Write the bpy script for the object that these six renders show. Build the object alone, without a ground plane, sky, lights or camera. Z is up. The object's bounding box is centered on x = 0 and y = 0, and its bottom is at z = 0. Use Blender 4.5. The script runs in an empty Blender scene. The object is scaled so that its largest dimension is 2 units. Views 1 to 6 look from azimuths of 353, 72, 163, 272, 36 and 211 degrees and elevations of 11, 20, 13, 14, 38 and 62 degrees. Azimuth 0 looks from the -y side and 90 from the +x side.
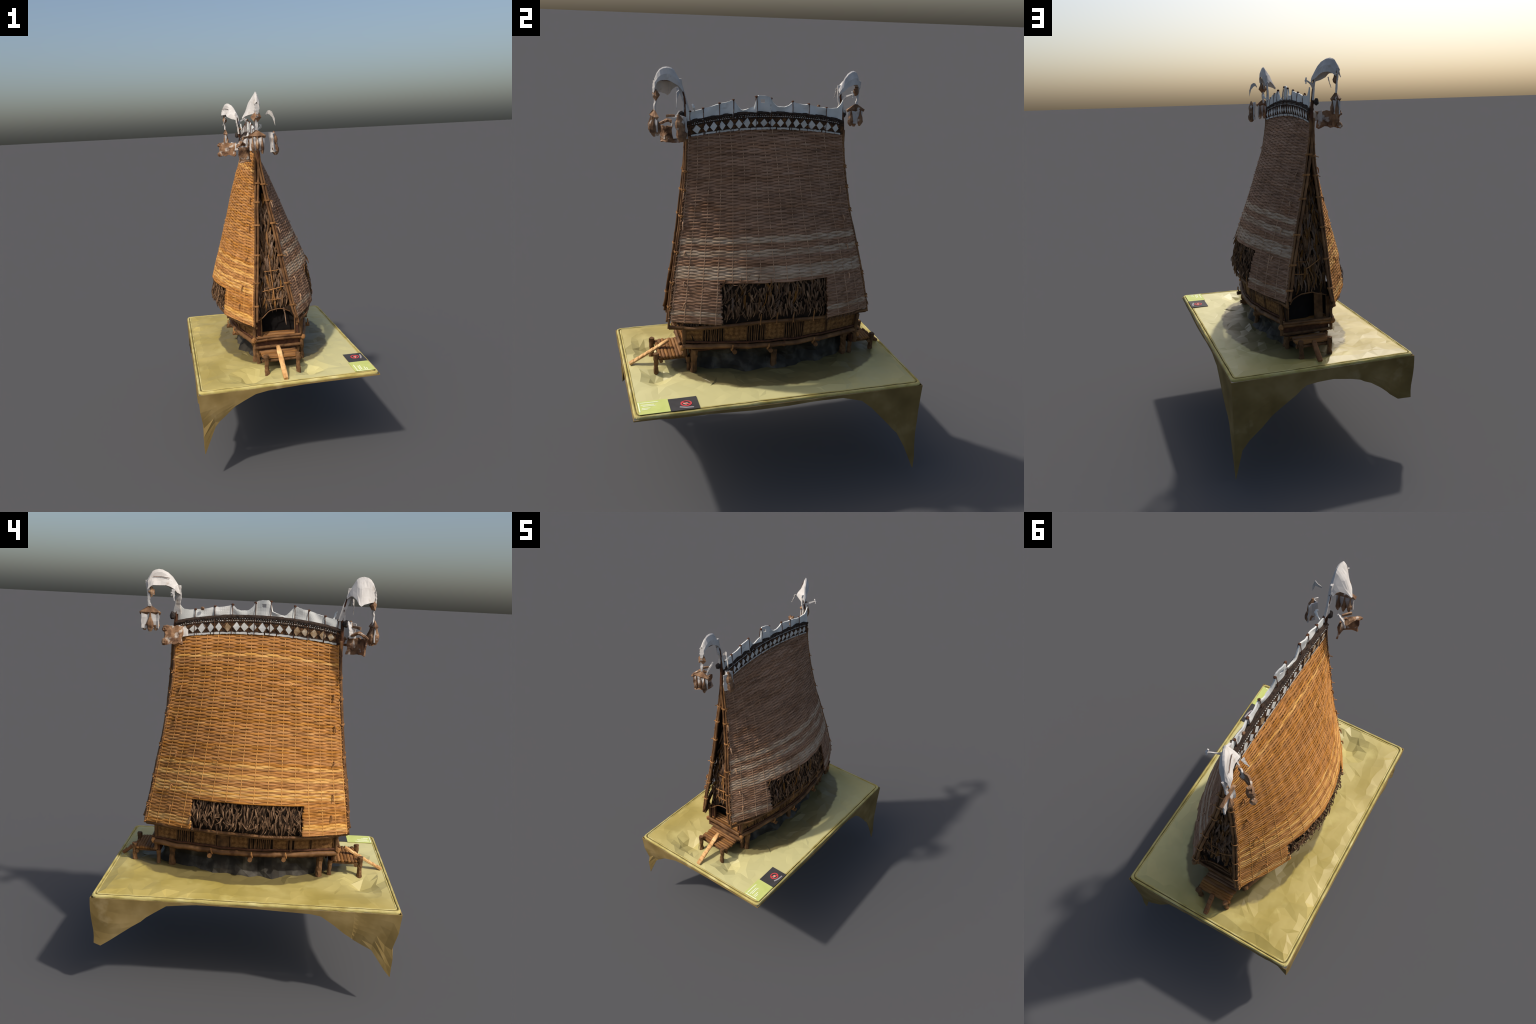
# Scale model of a tall-roofed stilt longhouse standing on a draped display table.
import bpy, math, random
import numpy as np
from mathutils import Vector, Matrix, noise as mnoise

R = random.Random(7)
NR = np.random.RandomState(7)

# ------------------------------------------------------------------ helpers
def lin(r, g, b):
    f = lambda c: c / 12.92 if c <= 0.04045 else ((c + 0.055) / 1.055) ** 2.4
    return (f(r / 255), f(g / 255), f(b / 255), 1.0)

def nz(p, f=1.0, o=0.0):
    return mnoise.noise(Vector((p[0] * f + o, p[1] * f + o * 1.7, p[2] * f - o)))

def material(name, cols, scale=(8, 8, 8), rough=0.8, bump=0.0, bump_scale=None, rand=0.0,
             hue=0.0, detail=4, spec=.15, spots=None, stops=None, overlay=None, distort=0.0):
    m = bpy.data.materials.new(name)
    m.use_nodes = True
    t = m.node_tree; n = t.nodes; l = t.links
    b = n['Principled BSDF']
    b.inputs['Roughness'].default_value = rough
    b.inputs['Specular IOR Level'].default_value = spec
    co = n.new('ShaderNodeTexCoord'); mp = n.new('ShaderNodeMapping')
    mp.inputs['Scale'].default_value = scale
    l.new(co.outputs['Object'], mp.inputs['Vector'])
    no = n.new('ShaderNodeTexNoise')
    no.inputs['Scale'].default_value = 1.0; no.inputs['Detail'].default_value = detail
    no.inputs['Distortion'].default_value = distort
    l.new(mp.outputs['Vector'], no.inputs['Vector'])
    rp = n.new('ShaderNodeValToRGB')
    el = rp.color_ramp.elements
    k = len(cols)
    st = stops or [0.3 + 0.4 * i / max(1, k - 1) for i in range(k)]
    el[0].position = st[0]; el[0].color = cols[0]
    el[1].position = st[-1]; el[1].color = cols[-1]
    for i in range(1, k - 1):
        e = el.new(st[i]); e.color = cols[i]
    l.new(no.outputs['Fac'], rp.inputs['Fac'])
    out = rp.outputs['Color']
    if spots:      # (colour, scale vec, lo, hi, strength)
        for (sc, sv, lo, hi, amt) in spots:
            mp2 = n.new('ShaderNodeMapping'); mp2.inputs['Scale'].default_value = sv
            mp2.inputs['Location'].default_value = (3.1, 1.7, 9.2)
            l.new(co.outputs['Object'], mp2.inputs['Vector'])
            n2 = n.new('ShaderNodeTexNoise'); n2.inputs['Scale'].default_value = 1.0
            n2.inputs['Detail'].default_value = 5
            l.new(mp2.outputs['Vector'], n2.inputs['Vector'])
            mr = n.new('ShaderNodeMapRange')
            mr.inputs['From Min'].default_value = lo; mr.inputs['From Max'].default_value = hi
            mr.inputs['To Max'].default_value = amt
            l.new(n2.outputs['Fac'], mr.inputs['Value'])
            mx = n.new('ShaderNodeMix'); mx.data_type = 'RGBA'
            l.new(mr.outputs['Result'], mx.inputs['Factor'])
            l.new(out, mx.inputs['A']); mx.inputs['B'].default_value = sc
            out = mx.outputs['Result']
    if overlay:
        out = overlay(n, l, co, out)
    if rand or hue:
        oi = n.new('ShaderNodeObjectInfo'); hs = n.new('ShaderNodeHueSaturation')
        mr = n.new('ShaderNodeMapRange')
        mr.inputs['To Min'].default_value = 1 - rand; mr.inputs['To Max'].default_value = 1 + rand
        l.new(oi.outputs['Random'], mr.inputs['Value']); l.new(mr.outputs['Result'], hs.inputs['Value'])
        if hue:
            ms = n.new('ShaderNodeMath'); ms.operation = 'MULTIPLY_ADD'
            wn = n.new('ShaderNodeTexWhiteNoise'); wn.noise_dimensions = '1D'
            l.new(oi.outputs['Random'], wn.inputs['W'])
            l.new(wn.outputs['Value'], ms.inputs[0])
            ms.inputs[1].default_value = 2 * hue; ms.inputs[2].default_value = 1 - hue
            l.new(ms.outputs['Value'], hs.inputs['Saturation'])
        l.new(out, hs.inputs['Color']); out = hs.outputs['Color']
    l.new(out, b.inputs['Base Color'])
    if bump:
        mp3 = n.new('ShaderNodeMapping'); mp3.inputs['Scale'].default_value = bump_scale or scale
        l.new(co.outputs['Object'], mp3.inputs['Vector'])
        n3 = n.new('ShaderNodeTexNoise'); n3.inputs['Scale'].default_value = 1.0
        n3.inputs['Detail'].default_value = 6
        l.new(mp3.outputs['Vector'], n3.inputs['Vector'])
        bp = n.new('ShaderNodeBump'); bp.inputs['Strength'].default_value = bump
        bp.inputs['Distance'].default_value = 0.004
        l.new(n3.outputs['Fac'], bp.inputs['Height']); l.new(bp.outputs['Normal'], b.inputs['Normal'])
    return m

def obj(name, verts, faces, mat=None, parent=None, smooth=False, kind=None):
    me = bpy.data.meshes.new(name)
    me.from_pydata([tuple(map(float, v)) for v in verts], [], [tuple(f) for f in faces])
    me.validate(); me.update()
    if smooth:
        me.polygons.foreach_set('use_smooth', [True] * len(me.polygons))
    if mat: me.materials.append(mat)
    o = bpy.data.objects.new(name, me)
    bpy.context.scene.collection.objects.link(o)
    if parent: o.parent = parent
    if kind: o['kind'] = kind
    return o

class Geo:
    """collects vertices and faces of several solids into one mesh"""
    def __init__(s): s.v = []; s.f = []
    def add(s, v, f):
        k = len(s.v); s.v += [tuple(map(float, p)) for p in v]; s.f += [tuple(i + k for i in q) for q in f]
        return s
    def obj(s, *a, **k): return obj(a[0], s.v, s.f, *a[1:], **k)

def catmull(pts, n):
    P = np.array(pts, float)
    if len(P) < 3:
        t = np.linspace(0, 1, n)[:, None]; return P[0] * (1 - t) + P[-1] * t
    d = np.r_[0, np.cumsum(np.linalg.norm(np.diff(P, axis=0), axis=1) + 1e-9)]
    Q = np.vstack([2 * P[0] - P[1], P, 2 * P[-1] - P[-2]])
    out = []
    for s in np.linspace(0, d[-1], n):
        i = min(max(np.searchsorted(d, s) - 1, 0), len(P) - 2); t = (s - d[i]) / (d[i + 1] - d[i])
        a, b, c, e = Q[i], Q[i + 1], Q[i + 2], Q[i + 3]
        out.append(0.5 * (2 * b + (c - a) * t + (2 * a - 5 * b + 4 * c - e) * t * t + (3 * b - a - 3 * c + e) * t ** 3))
    return np.array(out)

def tube(pts, rad, seg=8, flat=1.0, lump=0.0):
    """swept round section; rad scalar or list; returns verts, faces"""
    P = np.array(pts, float); n = len(P)
    rr = np.full(n, rad) if np.isscalar(rad) else np.array(rad, float)
    T = np.gradient(P, axis=0); T /= np.linalg.norm(T, axis=1)[:, None] + 1e-12
    ref = np.array([0, 0, 1.0]) if abs(T[0][2]) < 0.8 else np.array([1.0, 0, 0])
    V = []
    for i in range(n):
        a = np.cross(T[i], ref); a /= np.linalg.norm(a) + 1e-12; b = np.cross(a, T[i])
        for k in range(seg):
            th = 2 * math.pi * k / seg
            r = rr[i] * (1 + lump * nz(P[i] * 60 + np.array([k * 3.1, 0, 0])))
            V.append(P[i] + r * (math.cos(th) * a + math.sin(th) * b * flat))
    F = []
    for i in range(n - 1):
        for k in range(seg):
            k2 = (k + 1) % seg
            F.append((i * seg + k, i * seg + k2, (i + 1) * seg + k2, (i + 1) * seg + k))
    F.append(tuple(range(seg - 1, -1, -1))); F.append(tuple((n - 1) * seg + k for k in range(seg)))
    return V, F

def bamboo(pts, rad, n=60, nodes=8, seg=10, taper=0.0, off=0.0):
    P = catmull(pts, n); t = np.linspace(0, 1, n)
    r = rad * (1 - taper * t)
    ph = (t * nodes + off) % 1.0
    dn = np.minimum(ph, 1 - ph)
    r = r * (1 + 0.28 * np.exp(-(dn / 0.035) ** 2))
    P = P + np.array([[nz(p * 9), nz(p * 9 + 4.0), nz(p * 9 + 8.0)] for p in P]) * rad * 0.35
    return tube(P, r, seg, lump=0.06)

def box(c, sx, sy, sz, rot=0.0, jit=0.0):
    V = []
    for dz in (-1, 1):
        for dx, dy in ((-1, -1), (1, -1), (1, 1), (-1, 1)):
            x, y = dx * sx / 2, dy * sy / 2
            V.append((c[0] + x * math.cos(rot) - y * math.sin(rot) + R.uniform(-jit, jit),
                      c[1] + x * math.sin(rot) + y * math.cos(rot) + R.uniform(-jit, jit),
                      c[2] + dz * sz / 2 + R.uniform(-jit, jit)))
    return V, [(3, 2, 1, 0), (4, 5, 6, 7), (0, 1, 5, 4), (1, 2, 6, 5), (2, 3, 7, 6), (3, 0, 4, 7)]

def sheet(P, thick):
    """solid sheet from a grid of points P[n][m][3]"""
    P = np.array(P, float); n, m, _ = P.shape
    N = np.cross(np.gradient(P, axis=0), np.gradient(P, axis=1))
    N /= np.linalg.norm(N, axis=2)[..., None] + 1e-12
    A = (P + N * thick / 2).reshape(-1, 3); B = (P - N * thick / 2).reshape(-1, 3)
    V = np.vstack([A, B]); k = n * m; F = []
    for i in range(n - 1):
        for j in range(m - 1):
            a, b, c, d = i * m + j, i * m + j + 1, (i + 1) * m + j + 1, (i + 1) * m + j
            F.append((a, d, c, b)); F.append((a + k, b + k, c + k, d + k))
    rim = [j for j in range(m)] + [i * m + m - 1 for i in range(1, n)] + \
          [(n - 1) * m + j for j in range(m - 2, -1, -1)] + [i * m for i in range(n - 2, 0, -1)]
    for q in range(len(rim)):
        a, b = rim[q], rim[(q + 1) % len(rim)]
        F.append((a, b, b + k, a + k))
    return V, F

def crumple(P, amp, f=30.0, o=0.0):
    P = np.array(P, float); S = P.shape; Q = P.reshape(-1, 3)
    D = np.array([[nz(p, f, o), nz(p, f, o + 11), nz(p, f, o + 23)] for p in Q])
    return (Q + D * amp).reshape(S)

def lump(c, size, seg=8, rings=6, amp=0.3, o=0.0, power=1.0):
    """irregular faceted blob"""
    V = [(c[0], c[1], c[2] + size[2])]; F = []
    for i in range(1, rings):
        ph = math.pi * i / rings
        for k in range(seg):
            th = 2 * math.pi * k / seg
            d = Vector((math.sin(ph) * math.cos(th), math.sin(ph) * math.sin(th), math.cos(ph)))
            r = 1 + amp * nz(d, 1.7, o)
            V.append((c[0] + size[0] * d.x * r, c[1] + size[1] * d.y * r, c[2] + size[2] * d.z * r))
    V.append((c[0], c[1], c[2] - size[2])); last = len(V) - 1
    for k in range(seg):
        F.append((0, 1 + k, 1 + (k + 1) % seg))
        F.append((last, 1 + (rings - 2) * seg + (k + 1) % seg, 1 + (rings - 2) * seg + k))
        for i in range(rings - 2):
            a = 1 + i * seg; b = a + seg; k2 = (k + 1) % seg
            F.append((a + k, b + k, b + k2, a + k2))
    return V, F

# ---------------------------------------------------------------- materials
def table_tint_and_shadow(n, l, co, out):
    """baked shadow of the house painted as a soft-edged oval, greener towards the label corner"""
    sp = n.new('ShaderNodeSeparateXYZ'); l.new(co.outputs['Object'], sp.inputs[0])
    def M(op, a, b=None, c=None):
        q = n.new('ShaderNodeMath'); q.operation = op
        for i, v in enumerate((a, b, c)):
            if v is None: continue
            if isinstance(v, (int, float)): q.inputs[i].default_value = v
            else: l.new(v, q.inputs[i])
        return q.outputs[0]
    # sideways gradient: ochre on -x, pale grey-green on +x -y
    g = M('MULTIPLY_ADD', sp.outputs['X'], 0.9, 0.5)
    g2 = M('MULTIPLY_ADD', sp.outputs['Y'], -0.35, g)
    mr0 = n.new('ShaderNodeMapRange'); mr0.inputs['From Min'].default_value = 0.3
    mr0.inputs['From Max'].default_value = 0.9; mr0.inputs['To Max'].default_value = 0.95
    l.new(g2, mr0.inputs['Value'])
    mx0 = n.new('ShaderNodeMix'); mx0.data_type = 'RGBA'
    l.new(mr0.outputs['Result'], mx0.inputs['Factor']); l.new(out, mx0.inputs['A'])
    mx0.inputs['B'].default_value = TABLE_PALE
    out = mx0.outputs['Result']
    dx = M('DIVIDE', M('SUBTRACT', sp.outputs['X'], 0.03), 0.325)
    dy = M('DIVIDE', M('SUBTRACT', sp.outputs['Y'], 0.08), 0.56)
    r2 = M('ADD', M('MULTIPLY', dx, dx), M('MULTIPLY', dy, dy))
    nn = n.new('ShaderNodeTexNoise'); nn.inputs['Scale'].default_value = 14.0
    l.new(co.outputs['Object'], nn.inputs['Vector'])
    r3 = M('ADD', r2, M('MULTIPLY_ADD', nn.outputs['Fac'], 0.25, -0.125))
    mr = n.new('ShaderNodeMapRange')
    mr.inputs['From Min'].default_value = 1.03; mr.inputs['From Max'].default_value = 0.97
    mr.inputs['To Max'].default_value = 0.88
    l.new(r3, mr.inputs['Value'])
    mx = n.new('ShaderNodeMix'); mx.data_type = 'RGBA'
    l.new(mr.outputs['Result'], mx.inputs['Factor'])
    l.new(out, mx.inputs['A']); mx.inputs['B'].default_value = TABLE_SHADOW
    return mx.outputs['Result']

TABLE_PALE = lin(197, 189, 134)
TABLE_SHADOW = lin(102, 90, 55)  # colour of the house shadow painted into the cloth
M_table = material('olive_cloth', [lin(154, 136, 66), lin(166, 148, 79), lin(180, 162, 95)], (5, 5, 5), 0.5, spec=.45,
                   spots=[(lin(206, 192, 122), (9, 9, 9), .55, .75, .5)], overlay=table_tint_and_shadow)
M_drape = material('olive_drape', [lin(106, 88, 50), lin(124, 104, 62), lin(142, 122, 80)], (6, 6, 6), 0.85,
                   spots=[(lin(168, 150, 112), (7, 7, 7), .62, .75, .5)])
M_rim = material('rim_piping', [lin(160, 143, 78), lin(180, 165, 100), lin(196, 184, 126)], (14, 14, 14), 0.7)
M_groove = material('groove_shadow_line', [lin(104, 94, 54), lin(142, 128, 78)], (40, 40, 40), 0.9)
M_black = material('black_card', [lin(58, 56, 56), lin(68, 66, 66)], (20, 20, 20), 0.6)
M_green = material('lime_card', [lin(184, 192, 108), lin(196, 202, 122)], (20, 20, 20), 0.6)
M_red = material('red_print', [lin(190, 60, 66), lin(205, 78, 80)], (90, 90, 90), 0.6)
M_white_print = material('white_print', [lin(228, 230, 190), lin(240, 240, 214)], (60, 60, 60), 0.6)
M_grey_print = material('grey_print', [lin(142, 134, 138), lin(160, 152, 152)], (60, 60, 60), 0.6)

FIB = (30, 6, 60)
def strip_mat(name, lo, mid, hi, dark, light, rand):
    return material(name, [lo, mid, hi], (50, 5, 90), 0.8, spec=.08, bump=0.3, bump_scale=(200, 12, 320), rand=rand, hue=0.05,
                    spots=[(dark, (9, 5, 14), .54, .72, .45), (light, (20, 7, 50), .56, .72, .55)])
M_strip = strip_mat('split_bamboo', lin(134, 90, 46), lin(170, 116, 62), lin(190, 134, 76), lin(128, 83, 47), lin(208, 156, 92), .09)
M_strip_pale = strip_mat('pale_split_bamboo', lin(166, 116, 60), lin(200, 149, 82), lin(213, 168, 100), lin(164, 112, 60), lin(224, 182, 114), .06)
M_grey_strip = strip_mat('grey_split_bamboo', lin(112, 84, 64), lin(142, 109, 85), lin(160, 126, 101), lin(130, 88, 58), lin(166, 136, 112), .09)  # greyer, darker strip colour for the +x slope
M_grey_pale = strip_mat('pale_grey_split_bamboo', lin(136, 108, 84), lin(170, 146, 120), lin(184, 162, 138), lin(134, 100, 74), lin(194, 174, 150), .07)  # pale bands of the +x slope, greyer than on -x
M_grey_warp = material('grey_cane', [lin(140, 108, 82), lin(184, 148, 116)], (40, 40, 20), 0.7, rand=0.12)  # greyer cane colour for the +x slope
M_warp = material('warp_cane', [lin(168, 112, 56), lin(212, 156, 86)], (40, 40, 20), 0.7, rand=0.12)
M_backing = material('dark_underlay', [lin(80, 55, 36), lin(108, 75, 50)], (30, 10, 60), 0.95, bump=0.5)
M_bamboo = material('brown_bamboo', [lin(84, 58, 37), lin(110, 78, 49), lin(134, 97, 62)], (14, 14, 14), 0.55,
                    spots=[(lin(74, 46, 28), (30, 30, 30), .56, .7, .7)], rand=0.1, bump=0.3, bump_scale=(80, 80, 80))
M_binding = material('cane_binding', [lin(120, 82, 48), lin(170, 122, 74)], (60, 60, 60), 0.75, rand=0.2)
M_thatch = material('thatch_leaf', [lin(62, 45, 34), lin(118, 88, 62), lin(166, 132, 98)], (120, 120, 14), 0.85,
                    bump=0.5, bump_scale=(260, 260, 20), rand=0.38, hue=0.3)
M_thatch_stuff = material('thatch_straw', [lin(58, 43, 33), lin(110, 83, 60), lin(158, 126, 96)], (70, 70, 16), 0.85, bump=0.5, bump_scale=(260, 260, 20))
M_dark = material('dark_thatch', [lin(34, 26, 20), lin(58, 44, 32)], (40, 40, 12), 0.95, bump=0.6)
M_wood = material('weathered_wood', [lin(74, 53, 34), lin(102, 73, 46), lin(120, 88, 58)], (30, 30, 30), 0.75,
                  bump=0.5, bump_scale=(120, 120, 120), rand=0.12,
                  spots=[(lin(62, 42, 28), (16, 16, 16), .55, .7, .7)])
M_plank = material('deck_plank', [lin(98, 67, 40), lin(126, 88, 53), lin(150, 109, 67)], (8, 50, 50), 0.7,
                   bump=0.5, bump_scale=(20, 150, 150), rand=0.16, hue=0.1)
M_log = material('pale_log', [lin(170, 124, 74), lin(206, 160, 104), lin(222, 182, 126)], (40, 14, 30), 0.75,
                 bump=0.4, bump_scale=(90, 60, 90), spots=[(lin(140, 92, 54), (50, 50, 50), .6, .72, .6)])
M_log_dark = material('brown_log', [lin(104, 70, 42), lin(138, 96, 62)], (40, 14, 30), 0.75, bump=0.4)
M_white = material('white_paper', [lin(174, 168, 162), lin(190, 185, 179), lin(204, 199, 193)], (14, 14, 14), 0.75,
                   spots=[(lin(150, 132, 112), (22, 22, 22), .6, .74, .6)])
M_crest = material('white_crest_card', [lin(186, 186, 182), lin(204, 204, 198), lin(214, 212, 206)], (10, 10, 10), 0.75,
                   spots=[(lin(152, 142, 128), (18, 18, 30), .62, .76, .5)])
M_diamond = material('white_inlay', [lin(186, 186, 182), lin(210, 206, 196)], (30, 30, 30), 0.7, rand=0.12, hue=0.4)
M_diamond_brown = material('stained_inlay', [lin(112, 88, 62), lin(150, 124, 92), lin(186, 172, 150)], (40, 40, 40), 0.8, rand=0.15)
M_lattice = material('dark_lattice', [lin(46, 35, 29), lin(76, 54, 37), lin(116, 80, 48)], (60, 60, 60), 0.9, bump=0.8,
                     bump_scale=(160, 160, 160))
M_rope = material('black_rope', [lin(40, 33, 30), lin(66, 53, 44)], (80, 80, 80), 0.9, bump=0.8)
M_stick = material('dark_stick', [lin(66, 42, 30), lin(96, 62, 42)], (60, 60, 60), 0.8)
M_pendant = material('brown_pendant', [lin(92, 68, 50), lin(130, 98, 72), lin(160, 128, 98)], (26, 26, 26), 0.7,
                     spots=[(lin(196, 186, 174), (30, 30, 30), .6, .66, .8), (lin(70, 48, 36), (20, 20, 20), .55, .66, .8)],
                     bump=0.4, bump_scale=(90, 90, 90))
M_fill = material('dark_fill', [lin(38, 34, 28), lin(52, 47, 39), lin(84, 79, 69)], (16, 16, 16), 0.6)  # dark tone of the sheet added below the floor
M_doorway_black = material('doorway_black', [lin(16, 14, 13), lin(26, 22, 20)], (16, 16, 16), 0.95)  # near-black, for the sheets added behind the doorways
M_knob = material('black_knob', [lin(44, 40, 40), lin(66, 58, 52)], (60, 60, 60), 0.8)

def wall_material():
    m = material('woven_wall', [lin(96, 66, 38), lin(126, 90, 52), lin(142, 106, 64)], (60, 60, 60), 0.8, rand=0.1)
    n = m.node_tree.nodes; l = m.node_tree.links; b = n['Principled BSDF']
    co = n['Texture Coordinate']; mp = n.new('ShaderNodeMapping')
    mp.inputs['Rotation'].default_value = (math.pi / 4, 0, 0); mp.inputs['Scale'].default_value = (1, 60, 60)
    l.new(co.outputs['Object'], mp.inputs['Vector'])
    ck = n.new('ShaderNodeTexChecker'); ck.inputs['Scale'].default_value = 1.0
    l.new(mp.outputs['Vector'], ck.inputs['Vector'])
    src = b.inputs['Base Color'].links[0].from_socket
    mx = n.new('ShaderNodeMix'); mx.data_type = 'RGBA'; mx.blend_type = 'MULTIPLY'
    mr = n.new('ShaderNodeMath'); mr.operation = 'MULTIPLY'; mr.inputs[1].default_value = 0.55
    l.new(ck.outputs['Fac'], mr.inputs[0]); l.new(mr.outputs[0], mx.inputs['Factor'])
    l.new(src, mx.inputs['A']); mx.inputs['B'].default_value = (0.55, 0.5, 0.45, 1)
    l.new(mx.outputs['Result'], b.inputs['Base Color'])
    bp = n.new('ShaderNodeBump'); bp.inputs['Strength'].default_value = 0.5; bp.inputs['Distance'].default_value = 0.002
    l.new(ck.outputs['Fac'], bp.inputs['Height']); l.new(bp.outputs['Normal'], b.inputs['Normal'])
    return m
M_wall = wall_material()

# --------------------------------------------------------------- the thing
house = bpy.data.objects.new('stilt_longhouse_model', None)
house.location = (0, 0, 0)
bpy.context.scene.collection.objects.link(house)
house['label'] = 'tall woven-roof stilt longhouse model on an olive display table'
house['category'] = 'house model'

# ==================================================================== TABLE
CORN = {(0, 0): (-.471, -.716, .512), (1, 0): (.473, -.710, .532), (1, 1): (.477, .719, .513), (0, 1): (-.481, .719, .507)}
def table_pt(a, b):
    w = [((1 - a) * (1 - b), (0, 0)), (a * (1 - b), (1, 0)), (a * b, (1, 1)), ((1 - a) * b, (0, 1))]
    return np.array([sum(q * CORN[c][i] for q, c in w) for i in range(3)])
LABEL = (.352, .462, -.69, -.41)       # x0 x1 y0 y1 of the two cards
DENTS = [(-.185, -.575, .090, -.060), (.135, -.560, .080, -.044), (.26, .09, .06, -.014), (-.28, -.60, .05, -.006), (-.30, .16, .06, .006),
         (.03, -.57, .05, .004), (.2, .35, .07, .008), (.13, .47, .04, .012), (-.32, -.2, .05, .005)]
def table_z(x, y, base):
    z = base + .0125 + .008 * min(1, max(0, (y + .1) * 2)) - .004 * min(1, max(0, x * 3))
    inside = ((x - .03) / .33) ** 2 + ((y - .08) / .56) ** 2 < 1
    k = .0075 if inside else .0042
    if LABEL[0] - .03 < x and y < LABEL[3] + .03: k = .0004
    z += k * (nz((x, y, 0), 11) * 1.3 + nz((x, y, 3), 27) * .6)
    for (dx, dy, r, h) in DENTS:
        z += h * math.exp(-((x - dx) ** 2 + (y - dy) ** 2) / (r * r * .5))
    return z
def ring_profile(d, dz, n=40):
    """closed ring of points at inset d from the edge, rounded corners"""
    pts = []
    W, H = .950, 1.432
    rc = .022
    seq = []
    for (cx, cy, a0) in ((0, 0, math.pi), (1, 0, 1.5 * math.pi), (1, 1, 0), (0, 1, .5 * math.pi)):
        for q in range(4):
            an = a0 + q / 3 * math.pi / 2
            px = (rc if cx == 0 else W - rc) + rc * math.cos(an)
            py = (rc if cy == 0 else H - rc) + rc * math.sin(an)
            seq.append((px, py))
        nxt = {(0, 0): (1, 0), (1, 0): (1, 1), (1, 1): (0, 1), (0, 1): (0, 0)}[(cx, cy)]
        x1 = rc if nxt[0] == 0 else W - rc; y1 = rc if nxt[1] == 0 else H - rc
        ex, ey = seq[-1]
        tx, ty = (x1, ey) if cy == nxt[1] else (ex, y1)
        m = n if cx == nxt[0] else int(n * .66)
        for q in range(1, m): seq.append((ex + (tx - ex) * q / m, ey + (ty - ey) * q / m))
    for (px, py) in seq:
        a = (px + (W / 2 - px) * 2 * d / W) / W; b = (py + (H / 2 - py) * 2 * d / H) / H
        P = table_pt(a, b); P[2] += dz
        pts.append(P)
    return pts

g = Geo()
prof = [(.026, .006), (.021, .009), (.0165, .0075), (.0145, .002), (.0125, .0015), (.0105, .007), (.006, .0085), (.0015, .005), (0, .000), (0.001, -.006), (.008, -.007), (.03, -.006)]
rings = [ring_profile(d, dz) for d, dz in prof]
nr = len(rings[0])
for i, r in enumerate(rings):
    for k, p in enumerate(r):
        a = .0022 if i in (2, 3, 4, 5, 6) else .0012
        rings[i][k] = p + np.array([nz(p, 35, i), nz(p, 35, i + 5), nz(p, 35, 9)]) * a
V = [p for r in rings for p in r]; F = []
for i in range(len(rings) - 1):
    for k in range(nr):
        k2 = (k + 1) % nr
        F.append((i * nr + k, (i + 1) * nr + k, (i + 1) * nr + k2, i * nr + k2))
rim_faces, groove_faces = [], []
nx, ny = 22, 34
inner = rings[0]
# faceted cloth top: jittered coarse grid, split into triangles
tv, tf = [], []
for j in range(ny + 1):
    for i in range(nx + 1):
        a0, b0 = i / nx, j / ny
        ja = 0 if i in (0, nx) else NR.uniform(-.38, .38) / nx
        jb = 0 if j in (0, ny) else NR.uniform(-.38, .38) / ny
        ins = .022
        a = ins / .950 + (1 - 2 * ins / .950) * (a0 + ja); b = ins / 1.432 + (1 - 2 * ins / 1.432) * (b0 + jb)
        P = table_pt(a, b)
        edge = i in (0, nx) or j in (0, ny)
        tv.append((P[0], P[1], P[2] + .007 if edge else table_z(P[0], P[1], P[2])))
for j in range(ny):
    for i in range(nx):
        a = j * (nx + 1) + i; b, c, d = a + 1, a + nx + 2, a + nx + 1
        if NR.rand() < .5: tf += [(a, b, c), (a, c, d)]
        else: tf += [(a, b, d), (b, c, d)]
def table_height(x, y):
    b = (y - CORN[(0, 0)][1]) / 1.432; a = (x + .475) / .950
    return table_z(x, y, table_pt(a, b)[2])
# closed underside a few millimetres below
k0 = len(tv)
tv2 = tv + [(p[0], p[1], min(p[2], .53) - .02) for p in tv]
tf2 = tf + [tuple(i + k0 for i in reversed(f)) for f in tf]
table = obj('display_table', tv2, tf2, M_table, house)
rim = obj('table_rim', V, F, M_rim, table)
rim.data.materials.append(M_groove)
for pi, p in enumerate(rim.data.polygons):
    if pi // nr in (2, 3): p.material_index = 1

# hanging cloth remnants: bottom outline per side
SIDES = [
    ((0, 0), (1, 0), [(-.46, .172), (-.448, .20), (-.425, .285), (-.394, .332), (-.28, .424), (-.178, .476), (-.128, .487), (.048, .500), (.30, .510), (.44, .518), (.464, .522)]),
    ((1, 0), (1, 1), [(-.696, .522), (-.53, .502), (-.359, .500), (-.154, .488), (.008, .486), (.145, .492), (.287, .488), (.397, .453), (.5, .35), (.611, .232), (.66, .13), (.688, .06), (.71, .0)]),
    ((1, 1), (0, 1), [(.468, .0), (.462, .05), (.450, .125), (.395, .194), (.262, .305), (.087, .43), (-.042, .431), (-.159, .411), (-.236, .387), (-.337, .324), (-.403, .262), (-.44, .248), (-.474, .262)]),
    ((0, 1), (0, 0), [(.71, .262), (.68, .250), (.646, .274), (.557, .338), (.363, .472), (.221, .488), (-.023, .486), (-.332, .474), (-.481, .375), (-.622, .302), (-.655, .24), (-.690, .19), (-.702, .172)]),
]
cols, per = [], []
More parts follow.
